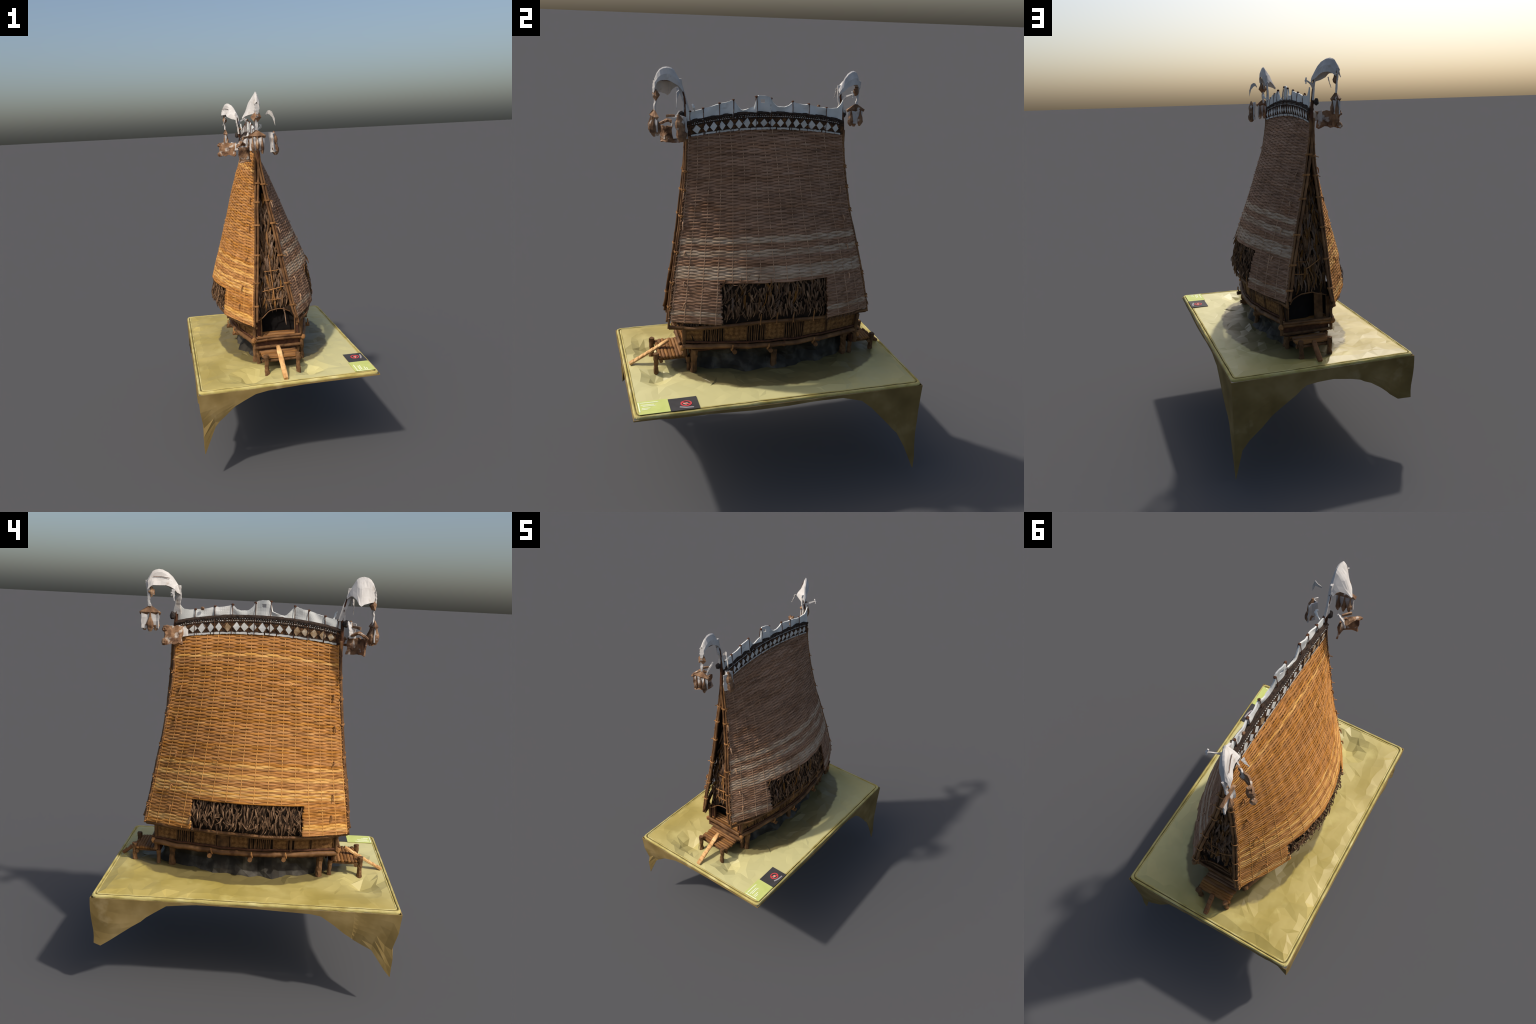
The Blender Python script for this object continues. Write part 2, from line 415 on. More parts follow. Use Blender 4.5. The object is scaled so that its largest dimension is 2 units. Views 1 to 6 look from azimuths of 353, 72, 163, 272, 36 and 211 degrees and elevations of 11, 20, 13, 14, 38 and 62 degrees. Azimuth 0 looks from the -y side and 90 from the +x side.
for si, (c0, c1, pr) in enumerate(SIDES):
    P0, P1 = np.array(CORN[c0]), np.array(CORN[c1])
    ax = 0 if si in (0, 2) else 1
    q = sorted(pr); xs = [p[0] for p in q]; zs = [p[1] for p in q]
    n = 22 if ax == 0 else 32
    for i in range(n):
        t = i / n
        t = t + (.35 / n) * math.sin(37 * t + si) * (0 if i == 0 else 1)
        P = P0 * (1 - t) + P1 * t
        zb = float(np.interp(P[ax] * (.985 if ax == 0 else .99), xs, zs)); zt = P[2] - .006
        zb += .010 if zb > .4 else .004
        if zb < .016: zb = .006
        rows = []
        for r in range(8):
            f = r / 7
            z = zt + (min(zb, zt - .006) - zt) * f
            Q = np.array([P[0], P[1], z])
            drop = zt - z
            amp = min(drop, .12) * .10
            ctr = np.array([0, 0]) - Q[:2]; ctr /= np.linalg.norm(ctr)
            inward = -.003 + amp * (.15 + nz(Q, 9, si))
            # folds at the corners
            if np.hypot(Q[0] + .478, Q[1] + .72) < .2: inward += .022 * math.exp(-((z - .32) / .05) ** 2) + .09 * min(drop, .25)
            if np.hypot(Q[0] + .487, Q[1] - .726) < .2: inward += .14 * max(0, drop - .05) * .6
            if si == 2 and P[0] < .30: inward += .10 * drop      # the back apron hangs slightly inwards
            Q[:2] += ctr * inward
            rows.append(Q)
        cols.append(rows)
cols.append(cols[0])
G = np.array(cols)
Vd, Fd = sheet(G, .0045)
Fd2 = []
for f in Fd:
    Fd2 += [(f[0], f[1], f[2]), (f[0], f[2], f[3])]
obj('table_drape', Vd, Fd2, M_drape, table)

# cards near the corner
def card(name, x0, x1, y0, y1, mat, lift=.003, th=.0015):
    Pg = []
    for i in range(7):
        row = []
        for j in range(7):
            x = x0 + (x1 - x0) * i / 6; y = y0 + (y1 - y0) * j / 6
            row.append((x, y, table_height(x, y) + lift))
        Pg.append(row)
    v, f = sheet(Pg, th)
    return obj(name, v, f, mat, table)
card('black_label', .358, .462, -.545, -.412, M_black)
card('green_label', .352, .460, -.686, -.546, M_green)
def flat_poly(name, pts, mat, lift):
    n = len(pts)
    V = [(x, y, table_height(x, y) + lift) for x, y in pts] + [(x, y, table_height(x, y) + lift - .002) for x, y in pts]
    F = [tuple(range(n)), tuple(range(2 * n - 1, n - 1, -1))] + [(i, i + n, (i + 1) % n + n, (i + 1) % n) for i in range(n)]
    return obj(name, V, F, mat, table)
ringv = []; nn_ = 24
cx, cy = .412, -.468
for i in range(nn_):
    a = 2 * math.pi * i / nn_
    for r_, h in ((.024, .0038), (.024, .0052), (.018, .0052), (.018, .0038)):
        x, y = cx + r_ * math.cos(a), cy + r_ * 1.1 * math.sin(a); ringv.append((x, y, table_height(x, y) + h))
rf = []
for i in range(nn_):
    j = (i + 1) % nn_
    for q in range(4): rf.append((i * 4 + q, j * 4 + q, j * 4 + (q + 1) % 4, i * 4 + (q + 1) % 4))
obj('red_ring', ringv, rf, M_red, table)
flat_poly('red_bar', [(.398, -.486), (.404, -.490), (.428, -.452), (.421, -.447)], M_red, .0052)
flat_poly('white_hand_mark', [(.404, -.478), (.413, -.482), (.421, -.470), (.417, -.456), (.407, -.462)], M_white_print, .0046)
flat_poly('grey_sign', [(.432, -.500), (.440, -.503), (.450, -.474), (.452, -.440), (.445, -.437), (.441, -.470)], M_grey_print, .0048)
for (xa, ya, xb, yb) in ((.366, -.674, .368, -.590), (.384, -.672, .386, -.612), (.394, -.664, .396, -.606), (.412, -.670, .414, -.632), (.422, -.672, .424, -.646), (.360, -.682, .440, -.681)):
    w = .0022
    if abs(xb - xa) < .02: pts = [(xa - w, ya), (xa + w, ya), (xb + w, yb), (xb - w, yb)]
    else: pts = [(xa, ya - w), (xb, yb - w), (xb, yb + w), (xa, ya + w)]
    flat_poly('white_line', pts, M_white_print, .0046)

# ===================================================================== ROOF
EDGE = {  # (side, end): z list, x list, y list ; side -1 = -x, end -1 = -y
    (-1, -1): ([.75, .80, .85, .99, 1.12, 1.28, 1.41, 1.51, 1.62, 1.70, 1.80], [-.142, -.139, -.137, -.125, -.114, -.101, -.095, -.087, -.079, -.074, -.070], [-.487, -.481, -.474, -.453, -.433, -.414, -.399, -.388, -.379, -.375, -.373]),
    (1, -1): ([.77, .85, .99, 1.11, 1.30, 1.40, 1.50, 1.63, 1.70, 1.80], [.097, .080, .054, .033, .004, -.014, -.034, -.054, -.060, -.062], [-.499, -.491, -.468, -.447, -.415, -.401, -.387, -.378, -.374, -.372]),
    (1, 1): ([.79, .81, .97, 1.14, 1.28, 1.416, 1.516, 1.65, 1.70, 1.80], [.138, .136, .101, .060, .021, -.011, -.031, -.052, -.056, -.058], [.548, .546, .519, .487, .459, .440, .430, .420, .418, .416]),
    (-1, 1): ([.76, .80, .926, 1.065, 1.19, 1.31, 1.43, 1.51, 1.65, 1.70, 1.80], [-.120, -.115, -.107, -.101, -.097, -.088, -.078, -.071, -.068, -.066, -.066], [.544, .537, .513, .486, .463, .444, .427, .419, .417, .416, .415]),
}
BZ = [.76, .85, .93, 1.03, 1.15, 1.30, 1.45, 1.55, 1.62, 1.665, 1.70, 1.80]
BB = {-1: [.214, .210, .204, .183, .153, .119, .090, .066, .040, .024, .009, .004],
      1: [.172, .180, .186, .178, .153, .119, .090, .067, .042, .018, -.012, -.014]}
ARCH = .032
def edge_pt(side, end, z):
    zs, xs, ys = EDGE[(side, end)]
    return float(np.interp(z, zs, xs)), float(np.interp(z, zs, ys))
def roof_pt(side, s, ze, h=0.0):
    """point on the roof surface; s -1..1 front to back, ze = height at the gable edge, h = outward offset"""
    xf, yf = edge_pt(side, -1, ze); xb, yb = edge_pt(side, 1, ze)
    k = 1 - s * s; w = (s + 1) / 2
    z = ze + ARCH * k
    full = 1 - (.03 * abs(s) + .24 * max(0., s) ** 3 if side < 0 else 0)      # the -x slope is flatter towards the back
    x = xf + (xb - xf) * w + side * float(np.interp(z, BZ, BB[side])) * k * full
    y = yf + (yb - yf) * w
    P = np.array([x, y, z])
    if h:
        e = .01
        A = np.array(roof_pt(side, s, ze + e)) - np.array(roof_pt(side, s, ze - e))
        B = np.array(roof_pt(side, min(s + .02, 1.2), ze)) - np.array(roof_pt(side, s - .02, ze))
        N = np.cross(A, B); N /= np.linalg.norm(N)
        if N[0] * side < 0: N = -N
        P = P + N * h
    return P
def s_of_y(side, y, ze):
    yf = edge_pt(side, -1, ze)[1]; yb = edge_pt(side, 1, ze)[1]
    return 2 * (y - yf) / (yb - yf) - 1
ZTOP = 1.686
ZBOT = {-1: .766, 1: .806}
WIN = {-1: (.912, -.243, .292), 1: (1.004, -.257, .268)}   # edge height of window top, y front, y back
PALE = {-1: [(1.112, .011), (1.062, .013), (.995, .026), (.835, .014), (1.53, .004), (1.615, .008)],
        1: [(1.226, .013), (1.166, .016), (1.080, .026), (.885, .010)]}
NWARP = 15
ROWS = 120
roofs = {}
for side in (-1, 1):
    zw, y0, y1 = WIN[side]
    gb = Geo()
    def patch(s0f, s1f, za, zb, n, m, h):
        Pg = []
        for i in range(n):
            ze = za + (zb - za) * i / (n - 1)
            a, b = s0f(ze), s1f(ze)
            Pg.append([roof_pt(side, a + (b - a) * j / (m - 1), ze, h) for j in range(m)])
        v, f = sheet(Pg, .005); gb.add(v, f)
    patch(lambda z: -.99, lambda z: .99, ZTOP + .01, zw + .004, 40, 40, -.006)
    patch(lambda z: -.99, lambda z: s_of_y(side, y0, z) - .004, zw + .003, ZBOT[side] + .006, 10, 14, -.006)
    patch(lambda z: s_of_y(side, y1, z) + .004, lambda z: .99, zw + .003, ZBOT[side] + .006, 10, 14, -.006)
    roof = gb.obj('roof_slope', M_backing, house, smooth=False)
    roofs[side] = roof
    pitch = (ZTOP - ZBOT[side]) / ROWS

    def strip(j, ze, sa, sb, pale):
        n = max(8, int((sb - sa) / 2 * NWARP * 9))
        V = []; ph = R.uniform(-.05, .05); wob = R.uniform(0, 50)
        for i in range(n + 1):
            s = sa + (sb - sa) * i / n
            up = .5 + .5 * math.cos(math.pi * ((s + 1) / 2 * NWARP + j + ph))      # 1 over the warp, 0 under it
            up = up * up * (3 - 2 * up)
            k = float(np.interp(ze, [.9, 1.1, 1.25], [.45, .6, 1.0]))              # weave opens towards the ridge
            width = pitch * (.59 + .32 * k * (up - .5) + .05 * nz((s * 14, wob + 9, j), 1) + (.06 if pale else .03))
            jag = pitch * (.08 if pale else 1) * (.20 * nz((s * 7, wob, j * .37), 1) + .09 * nz((s * 31, wob, j), 1))
            lift = (.0025 * k + .0008) * (up - .5) + .0013 * nz((s * 6, wob + 3, j), 1)
            P = roof_pt(side, s, ze)
            A = roof_pt(side, s, ze + .006) - roof_pt(side, s, ze - .006); A = A / .012
            B = roof_pt(side, s + .015, ze) - roof_pt(side, s - .015, ze)
            N = np.cross(A, B); N /= np.linalg.norm(N)
            if N[0] * side < 0: N = -N
            for q, hh in ((-1, -.0004), (-.55, .0009), (0, .0014), (.55, .0009), (1, -.0004), (0, -.0016)):
                V.append(P + A * (jag + q * width) + N * (hh + lift))
        F = []; seg = 6
        for i in range(n):
            for k in range(seg):
                k2 = (k + 1) % seg
                F.append((i * seg + k, i * seg + k2, (i + 1) * seg + k2, (i + 1) * seg + k))
        F.append(tuple(range(seg - 1, -1, -1))); F.append(tuple(n * seg + k for k in range(seg)))
        if side > 0: F = [tuple(reversed(f)) for f in F]
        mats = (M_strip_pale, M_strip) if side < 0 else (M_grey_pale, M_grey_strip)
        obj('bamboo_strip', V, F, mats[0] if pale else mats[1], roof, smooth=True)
    for j in range(ROWS):
        ze = ZTOP - pitch * (j + .5)
        zmid = ze + ARCH
        pale = any(abs(zmid - c) < w for c, w in PALE[side]) and R.random() < .92
        e0, e1 = -.990 + R.uniform(-.008, .006), .990 - R.uniform(-.008, .006)
        if ze > zw: strip(j, ze, e0, e1, pale)
        else:
            strip(j, ze, e0, s_of_y(side, y0 + R.uniform(-.006, .004), ze), pale)
            strip(j, ze, s_of_y(side, y1 + R.uniform(-.004, .006), ze), e1, pale)
    # warp slats: thin verticals the strips pass over and under
    for k in range(0, NWARP + 1):
        s = min(max(-1 + 2 * k / NWARP, -.975), .975)
        y_at = roof_pt(side, s, zw)[1]
        zb = zw + .004 if y0 < y_at < y1 else ZBOT[side]
        zl = np.linspace(ZTOP + .003, zb, 70 if zb > .85 else 80)
        w = .0019
        Pg = []
        for ze in zl:
            d = .004 * nz((ze * 9, k, side), 1)
            hh = .0009
            Pg.append([roof_pt(side, s - w / .45 + d, ze, hh), roof_pt(side, s + d, ze, hh + .0008), roof_pt(side, s + w / .45 + d, ze, hh)])
        v, f = sheet(Pg, .0016)
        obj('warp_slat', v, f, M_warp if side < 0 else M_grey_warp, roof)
    # pegs and loose splinters standing out of the weave
    peg_y = [-.37, .385] if side < 0 else [-.40, .40]
    for y in peg_y:
        for z in ([1.44, 1.29, 1.12, .96, .86] if side < 0 else [1.42, 1.28, 1.14, 1.0, .9]):
            if R.random() < .12: continue
            s = s_of_y(side, y * (1 + .10 * (1.2 - z)) , z) + R.uniform(-.015, .015)
            a = roof_pt(side, s, z, .001); b = roof_pt(side, s + R.uniform(-.01, .01), z + .004, .010); c = roof_pt(side, s + R.uniform(-.012, .012), z - .018 - R.random() * .012, .011)
            v, f = tube(catmull([a, b, c], 6), [.003, .0035, .0035, .0035, .003, .0025], 6)
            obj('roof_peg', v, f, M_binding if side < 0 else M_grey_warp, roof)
    for q in range(26):
        s = R.uniform(-.9, .9); ze = R.uniform(.98 if abs(s) < .6 else .83, 1.6)
        d = R.uniform(-.7, .7); L = R.uniform(.012, .035)
        pts = [roof_pt(side, s + math.cos(d) * L * t * 2 * R.choice((-1, 1)), ze + math.sin(d) * L * t, .004 + .004 * math.sin(3 * t)) for t in (0, .5, 1)]
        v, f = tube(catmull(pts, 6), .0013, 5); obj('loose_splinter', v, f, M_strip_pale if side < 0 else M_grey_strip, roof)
    # ragged mat edge tufts along the gable edge
    tuft = Geo()
    for end in (-1, 1):
        for q in range(46):
            ze = 1.64 - (1.64 - ZBOT[side]) * (q + R.random()) / 46
            a = roof_pt(side, end * .985, ze, .002); b = roof_pt(side, end * (.995 + .012 * R.random()), ze - .006 * R.random(), .003 + .006 * R.random())
            v, f = tube(catmull([a, (a + b) / 2, b], 4), [.0026, .0028, .002, .001], 5); tuft.add(v, f)
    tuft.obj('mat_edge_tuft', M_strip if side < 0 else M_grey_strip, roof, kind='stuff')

# ------------------------------------------------------------- bargeboards
for side in (-1, 1):
    for end in (-1, 1):
        zb = {(-1, -1): .762, (1, -1): .772, (1, 1): .783, (-1, 1): .757}[(side, end)]
        zs = np.linspace(1.705, zb, 14)
        outer = []; innerp = []
        for z in zs:
            x, y = edge_pt(side, end, z)
            outer.append((x + side * .001, y - end * .001, z)); innerp.append((x - side * .013, y + end * .004, z))
        gg = Geo()
        v, f = bamboo(outer, .0056, 90, 9, 10, off=R.random()); gg.add(v, f)
        innerp[-1] = (innerp[-1][0], innerp[-1][1], zb + .03)
        bb = gg.obj('bargeboard', M_bamboo, house, smooth=True)
        v, f = bamboo(innerp, .0066, 90, 8, 10, off=R.random()); obj('bargeboard_pole', v, f, M_bamboo, bb, smooth=True)
        for z in (1.52, 1.42, 1.31, 1.15, 1.0, .86):
            z += R.uniform(-.015, .015)
            x, y = edge_pt(side, end, z)
            gg = Geo()
            for w in range(3):
                cpt = [(x + side * .010, y - end * .005, z + .003 * w), (x + side * .000, y + end * .009, z + .003 * w + .001), (x - side * .016, y + end * .011, z + .003 * w), (x - side * .023, y + end * .001, z + .003 * w), (x - side * .008, y - end * .012, z + .003 * w), (x + side * .010, y - end * .007, z + .003 * w)]
                v, f = tube(catmull(cpt, 16), .0017, 5); gg.add(v, f)
            v, f = tube([(x + side * .008, y + end * .002, z), (x + side * (.014 + .008 * R.random()), y + end * .006, z - .004)], .0022, 5); gg.add(v, f)
            gg.obj('cane_binding', M_binding, bb)

# ----------------------------------------------------------- ridge lattice
def ridge_x(y): return float(np.interp(y, [-.38, 0, .15, .42], [-.073, -.073, -.063, -.061]))
def band_pt(side, s, w, h=0.0):
    k = max(0., 1 - s * s)
    B = roof_pt(side, s, ZTOP - .006)
    T = np.array([ridge_x(B[1]) + side * .007, B[1], 1.745 + .047 * k ** .85])
    P = B * (1 - w) + T * w
    P[0] += side * .003 * math.sin(math.pi * w)
    n = np.array([side * (T[2] - B[2]), 0, -(T[0] - B[0]) * side]); n = n / np.linalg.norm(n)
    if n[0] * side < 0: n = -n
    return P + n * h
for side in (-1, 1):
    Pg = [[band_pt(side, -.985 + 1.97 * j / 60, i / 8, .0015 * nz((j * .7, i * .9, side), 1)) for j in range(61)] for i in range(9)]
    v, f = sheet(Pg, .005)
    lat = obj('ridge_lattice', v, f, M_lattice, house)
    def inlay(name, sw, mat=None, h0=.0022, h1=.0046):
        n = len(sw)
        V = [band_pt(side, a, b, h1 + R.uniform(-.0006, .0006)) for a, b in sw] + [band_pt(side, a, b, h0 - .003) for a, b in sw]
        F = [tuple(range(n)), tuple(range(2 * n - 1, n - 1, -1))] + [(i, i + n, (i + 1) % n + n, (i + 1) % n) for i in range(n)]
        return obj(name, V, F, mat, lat)
    nd = 18
    for k in range(nd):
        if side < 0 and k in (2,): pass
        s = -.93 + 1.86 * (k + .5) / nd + R.uniform(-.007, .007)
        a = .047 + R.uniform(-.008, .006); hh = .285 + R.uniform(-.05, .04); wc = .42 + R.uniform(-.02, .02)
        j = lambda: R.uniform(-.008, .008)
        inlay('lattice_diamond', mat=(M_diamond_brown if side < 0 and R.random() < .38 else M_diamond), sw=[(s - a + j(), wc + 2 * j()), (s + j(), wc - hh), (s + a + j(), wc + 2 * j()), (s + j(), wc + hh)])
        # raised crossed slats between the diamonds
    for k in range(nd + 1):
        s = -.93 + 1.86 * k / nd
        for d in (-1, 1):
            pts = [band_pt(side, s - d * .050, .13, .0025), band_pt(side, s, .42, .004), band_pt(side, s + d * .050, .72, .0025)]
            v, f = tube(catmull(pts, 6), .0016, 5, lump=.3); obj('lattice_slat', v, f, M_lattice, lat)
    s = -.95
    while s < .94:
        L = R.uniform(.08, .2); e = min(s + L, .95)
        m = max(3, int((e - s) / .02)); j = [R.uniform(-.03, .03) for _ in range(2 * m + 2)]
        up = [(s + (e - s) * i / m, .125 + j[i]) for i in range(m + 1)]; dn = [(s + (e - s) * i / m, .005 + j[m + i] * .7) for i in range(m, -1, -1)]
        inlay('white_trim', dn[::-1] + up[::-1], M_diamond)
        s = e + R.uniform(.004, .02)
    for w, st in ((.80, .026), (.905, .031)):
        s = -.93
        while s < .93:
            if R.random() < .93:
                a = R.uniform(.006, .011); t = R.uniform(.018, .032)
                inlay('white_dash', [(s - a, w - t * .3), (s, w - t), (s + a, w + t * .2), (s + .003, w + t)], M_diamond, .002, .0052)
            s += st
    for w, r_ in ((.72, .0022), (.86, .0018), (.96, .0052), (1.0, .006), (.15, .002)):
        pts = [band_pt(side, -.985 + 1.97 * t / 60, w, .003) + np.array([0, 0, .0012 * nz((t, w * 9, side), .9)]) for t in range(61)]
        v, f = tube(pts, r_, 7, lump=.35); obj('lattice_rope', v, f, M_rope, lat)
    for y in (-.356, -.294, -.216, -.15, -.036, .036, .144, .227, .32):
        s = s_of_y(side, y, ZTOP)
        v, f = tube([band_pt(side, s, w, .006) for w in (-.05, .3, .6, 1.0)], .0014, 5); obj('lattice_stay', v, f, M_stick, lat)

# -------------------------------------------------------------------- crest
def band_top(y):
    s = s_of_y(-1, y, ZTOP); return 1.745 + .047 * max(0., 1 - s * s) ** .85
core = [(ridge_x(y), y, band_top(y) + .001) for y in np.linspace(-.372, .412, 60)]
v, f = tube(core, .0095, 8, lump=.25)
crest = obj('ridge_crest', v, f, M_rope, house)
CR = [(-.377, 1.835), (-.366, 1.806), (-.356, 1.799), (-.325, 1.803), (-.294, 1.812), (-.255, 1.822), (-.216, 1.835), (-.185, 1.84), (-.15, 1.851), (-.130, 1.828),
      (-.108, 1.803), (-.085, 1.808), (-.055, 1.818), (-.040, 1.824), (-.036, 1.862), (-.028, 1.872), (0, 1.872), (.030, 1.866), (.038, 1.856), (.044, 1.842), (.066, 1.823), (.100, 1.818), (.125, 1.826),
      (.144, 1.844), (.17, 1.836), (.20, 1.831), (.227, 1.831), (.26, 1.822), (.295, 1.817), (.32, 1.814), (.35, 1.812), (.378, 1.815), (.394, 1.832), (.405, 1.855)]
posts = [(-.356, 1.799), (-.294, 1.812), (-.216, 1.835), (-.15, 1.851), (-.036, 1.867), (.036, 1.858), (.144, 1.845), (.227, 1.832), (.32, 1.814)]
cy_ = [c[0] for c in CR]; cz_ = [c[1] for c in CR]
bays = [-.377] + [p[0] for p in posts] + [.405]
for bi in range(len(bays) - 1):
    ya, yb = bays[bi] + .0008, bays[bi + 1] - .0008
    m = max(5, int((yb - ya) / .009))
    rows = []
    for i in range(6):
        row = []
        for j in range(m + 1):
            y = ya + (yb - ya) * j / m
            zt = float(np.interp(y, cy_, cz_)) + .0022 * nz((y * 60, bi, 0), 1); zb = band_top(y) - .004
            bow = math.sin(math.pi * j / m)
            x = ridge_x(y) + .009 - .006 * bow * (1 - i / 7) + .010 * nz((y, i * .012, bi), 18) - .004 * (i / 5)
            row.append((x, y, zb + (zt - zb) * i / 5))
        rows.append(row)
    if bays[bi] == -.036:      # bay with a torn hole near the top: build as a frame of strips
        gg = Geo()
        for (i0, i1, j0, j1) in ((0, 3, 0, m), (3, 4, 0, 2), (3, 4, m - 3, m), (4, 5, 0, m)):
            sub = [r[j0:j1 + 1] for r in rows[i0:i1 + 1]]
            v, f = sheet(sub, .005 + .0002 * i0); gg.add(v, f)
        gg.obj('crest_sheet', M_crest, crest)
    else:
        v, f = sheet(rows, .006)
        f2 = []
        for q in f: f2 += [(q[0], q[1], q[2]), (q[0], q[2], q[3])]
        obj('crest_sheet', v, f2, M_crest, crest)
for (y, z) in posts:
    zb = band_top(y) - .01
    gg = Geo()
    rx = ridge_x(y) + .011
    for sx in (-.012, .0065):
        v, f = tube(catmull([(rx - .004 + sx, y, zb), (rx - .004 + sx * .9, y + R.uniform(-.003, .003), (z + zb) / 2), (rx - .006 + sx * .5, y + R.uniform(-.003, .003), z)], 8), .0017, 6, lump=.3); gg.add(v, f)
    v, f = lump((rx - .007, y, z), (.0065, .0075, .005), 7, 5, .6, y * 9); gg.add(v, f)
    gg.obj('crest_post', M_stick, crest)
v, f = lump((-.075, .285, 1.82), (.007, .009, .008), 8, 6, .3, 2.); obj('crest_bead', v, f, M_pendant, crest)
v, f = tube(catmull([(-.061, -.335, 1.80), (-.037, -.345, 1.822), (-.045, -.35, 1.835)], 7), [.004, .003, .004, .006, .007, .006, .003], 6, lump=.4); obj('crest_shred', v, f, M_crest, crest)

# ---------------------------------------------------------- gable finials
def canopy(rows, o):
    """rows: (y, xtop, ztop, zR, xR, zL, xL)"""
    Pg = []
    keys = np.array(rows, float)
    n = 12
    d = np.linspace(0, len(keys) - 1, n)
    for t in d:
        y, xt, zt, zR, xR, zL, xL = [float(np.interp(t, range(len(keys)), keys[:, i])) for i in range(7)]
        Pg.append([(xR + .003, y, zR), (xR + .002, y, (zR + zt) / 2), ((xR * .3 + xt * .7), y, zt - .004), (xt, y, zt),
                   (xt - .008, y, zt - .012), (xt + (xL - xt) * .45, y, zt + (zL - zt) * .42), (xt + (xL - xt) * .75, y, zt + (zL - zt) * .72), (xL, y, zL)])
    Pg = crumple(Pg, .006, 22, o)
    return sheet(Pg, .0035)
def tris(f):
    out = []
    for q in f:
        if len(q) == 4: out += [(q[0], q[1], q[2]), (q[0], q[2], q[3])]
        else: out.append(q)
    return out
def ribbon(name, pts, widths, wdir, mat, parent, th=.004, n=14, o=0.):
    P = catmull(pts, n); w = np.interp(np.linspace(0, 1, n), np.linspace(0, 1, len(widths)), widths)
    D = np.array(wdir, float); D /= np.linalg.norm(D)
    Pg = [[P[i] + D * w[i] * q + np.array([.002, .002, 0]) * nz((i, q, o), .9) for q in (-.5, 0, .5)] for i in range(n)]
    v, f = sheet(Pg, th)
    return obj(name, v, tris(f), mat, parent)

front_rows = [(-.388, -.075, 1.905, 1.885, -.069, 1.892, -.082), (-.398, -.075, 1.925, 1.897, -.068, 1.902, -.088), (-.408, -.075, 1.951, 1.915, -.067, 1.912, -.100),
              (-.433, -.077, 1.989, 1.932, -.066, 1.895, -.128), (-.444, -.077, 1.995, 1.936, -.066, 1.856, -.152),
              (-.459, -.077, 1.999, 1.937, -.067, 1.874, -.136), (-.482, -.077, 1.996, 1.937, -.067, 1.880, -.124),
              (-.500, -.077, 1.982, 1.935, -.067, 1.883, -.110), (-.515, -.077, 1.945, 1.905, -.070, 1.885, -.090)]
v, f = canopy(front_rows, 3.)
fin_f = obj('gable_finial', v, tris(f), M_white, house)
for zz in (1.936,):
    hem = [(-.064, y, 1.9365 + .003 * nz((y * 50, 0, 0), 1)) for y in np.linspace(-.415, -.505, 14)]
    v, f = tube(hem, .0016, 5); obj('finial_hem', v, f, M_stick, fin_f)
v, f = tube(catmull([(-.066, -.379, 1.63), (-.067, -.379, 1.72), (-.072, -.377, 1.80), (-.075, -.381, 1.86), (-.075, -.390, 1.90)], 16),
            [.010] * 5 + [.0085] * 5 + [.006] * 6, 8, lump=.25)
obj('finial_post', v, f, M_stick, fin_f)
ribbon('finial_neck', [(-.073, -.372, 1.795), (-.075, -.376, 1.835), (-.076, -.388, 1.875), (-.076, -.400, 1.915), (-.077, -.408, 1.945)], [.035, .022, .022, .022, .03], (.1, 1, 0), M_white, fin_f, .009)
ribbon('finial_leg', [(-.078, -.512, 1.935), (-.078, -.519, 1.90), (-.082, -.519, 1.87), (-.085, -.513, 1.846), (-.083, -.518, 1.823), (-.086, -.517, 1.80), (-.086, -.519, 1.78)], [.03, .018, .012, .010, .012, .010, .012], (.9, .4, 0), M_white, fin_f, .007, 20, 5.)
gg = Geo()
v = [(-.112, -.508, 1.872), (-.100, -.520, 1.850), (-.078, -.512, 1.843), (-.056, -.512, 1.868), (-.075, -.515, 1.908), (-.080, -.492, 1.872), (-.083, -.528, 1.876)]
f = [(0, 1, 6), (1, 2, 6), (2, 3, 6), (3, 4, 6), (4, 0, 6), (1, 0, 5), (2, 1, 5), (3, 2, 5), (4, 3, 5), (0, 4, 5)]
obj('finial_tassel', v, f, M_pendant, fin_f)
ribbon('finial_wisp', [(-.066, -.412, 1.905), (-.062, -.413, 1.885), (-.064, -.414, 1.865)], [.012, .010, .002], (.3, 1, 0), M_white, fin_f)
v, f = lump((-.078, -.393, 1.783), (.014, .017, .018), 8, 6, .35, 4.); obj('finial_knob', v, f, M_knob, fin_f)

back_rows = [(.392, -.083, 1.895, 1.870, -.076, 1.878, -.092), (.398, -.085, 1.915, 1.880, -.078, 1.885, -.105), (.410, -.090, 1.937, 1.889, -.080, 1.900, -.148), (.437, -.108, 1.969, 1.907, -.092, 1.912, -.146),
             (.475, -.127, 1.983, 1.920, -.108, 1.918, -.155), (.500, -.142, 1.980, 1.918, -.124, 1.915, -.168),
             (.514, -.152, 1.972, 1.910, -.136, 1.908, -.172), (.529, -.158, 1.940, 1.900, -.148, 1.895, -.172)]
v, f = canopy(back_rows, 13.)
fin_b = obj('gable_finial', v, tris(f), M_white, house)
v, f = tube([(-.130, .434, 1.948), (-.140, .46, 1.952), (-.152, .485, 1.953), (-.160, .503, 1.952)], .0014, 5); obj('finial_hem', v, f, M_stick, fin_b)
v, f = tube(catmull([(-.060, .417, 1.63), (-.062, .415, 1.72), (-.070, .408, 1.80), (-.080, .400, 1.86), (-.085, .396, 1.895)], 16), [.010] * 5 + [.0085] * 5 + [.0065] * 6, 8, lump=.25)
obj('finial_post', v, f, M_stick, fin_b)
ribbon('finial_neck', [(-.072, .405, 1.79), (-.078, .402, 1.835), (-.085, .396, 1.875), (-.09, .402, 1.92)], [.04, .024, .022, .03], (.2, 1, 0), M_white, fin_b, .009)
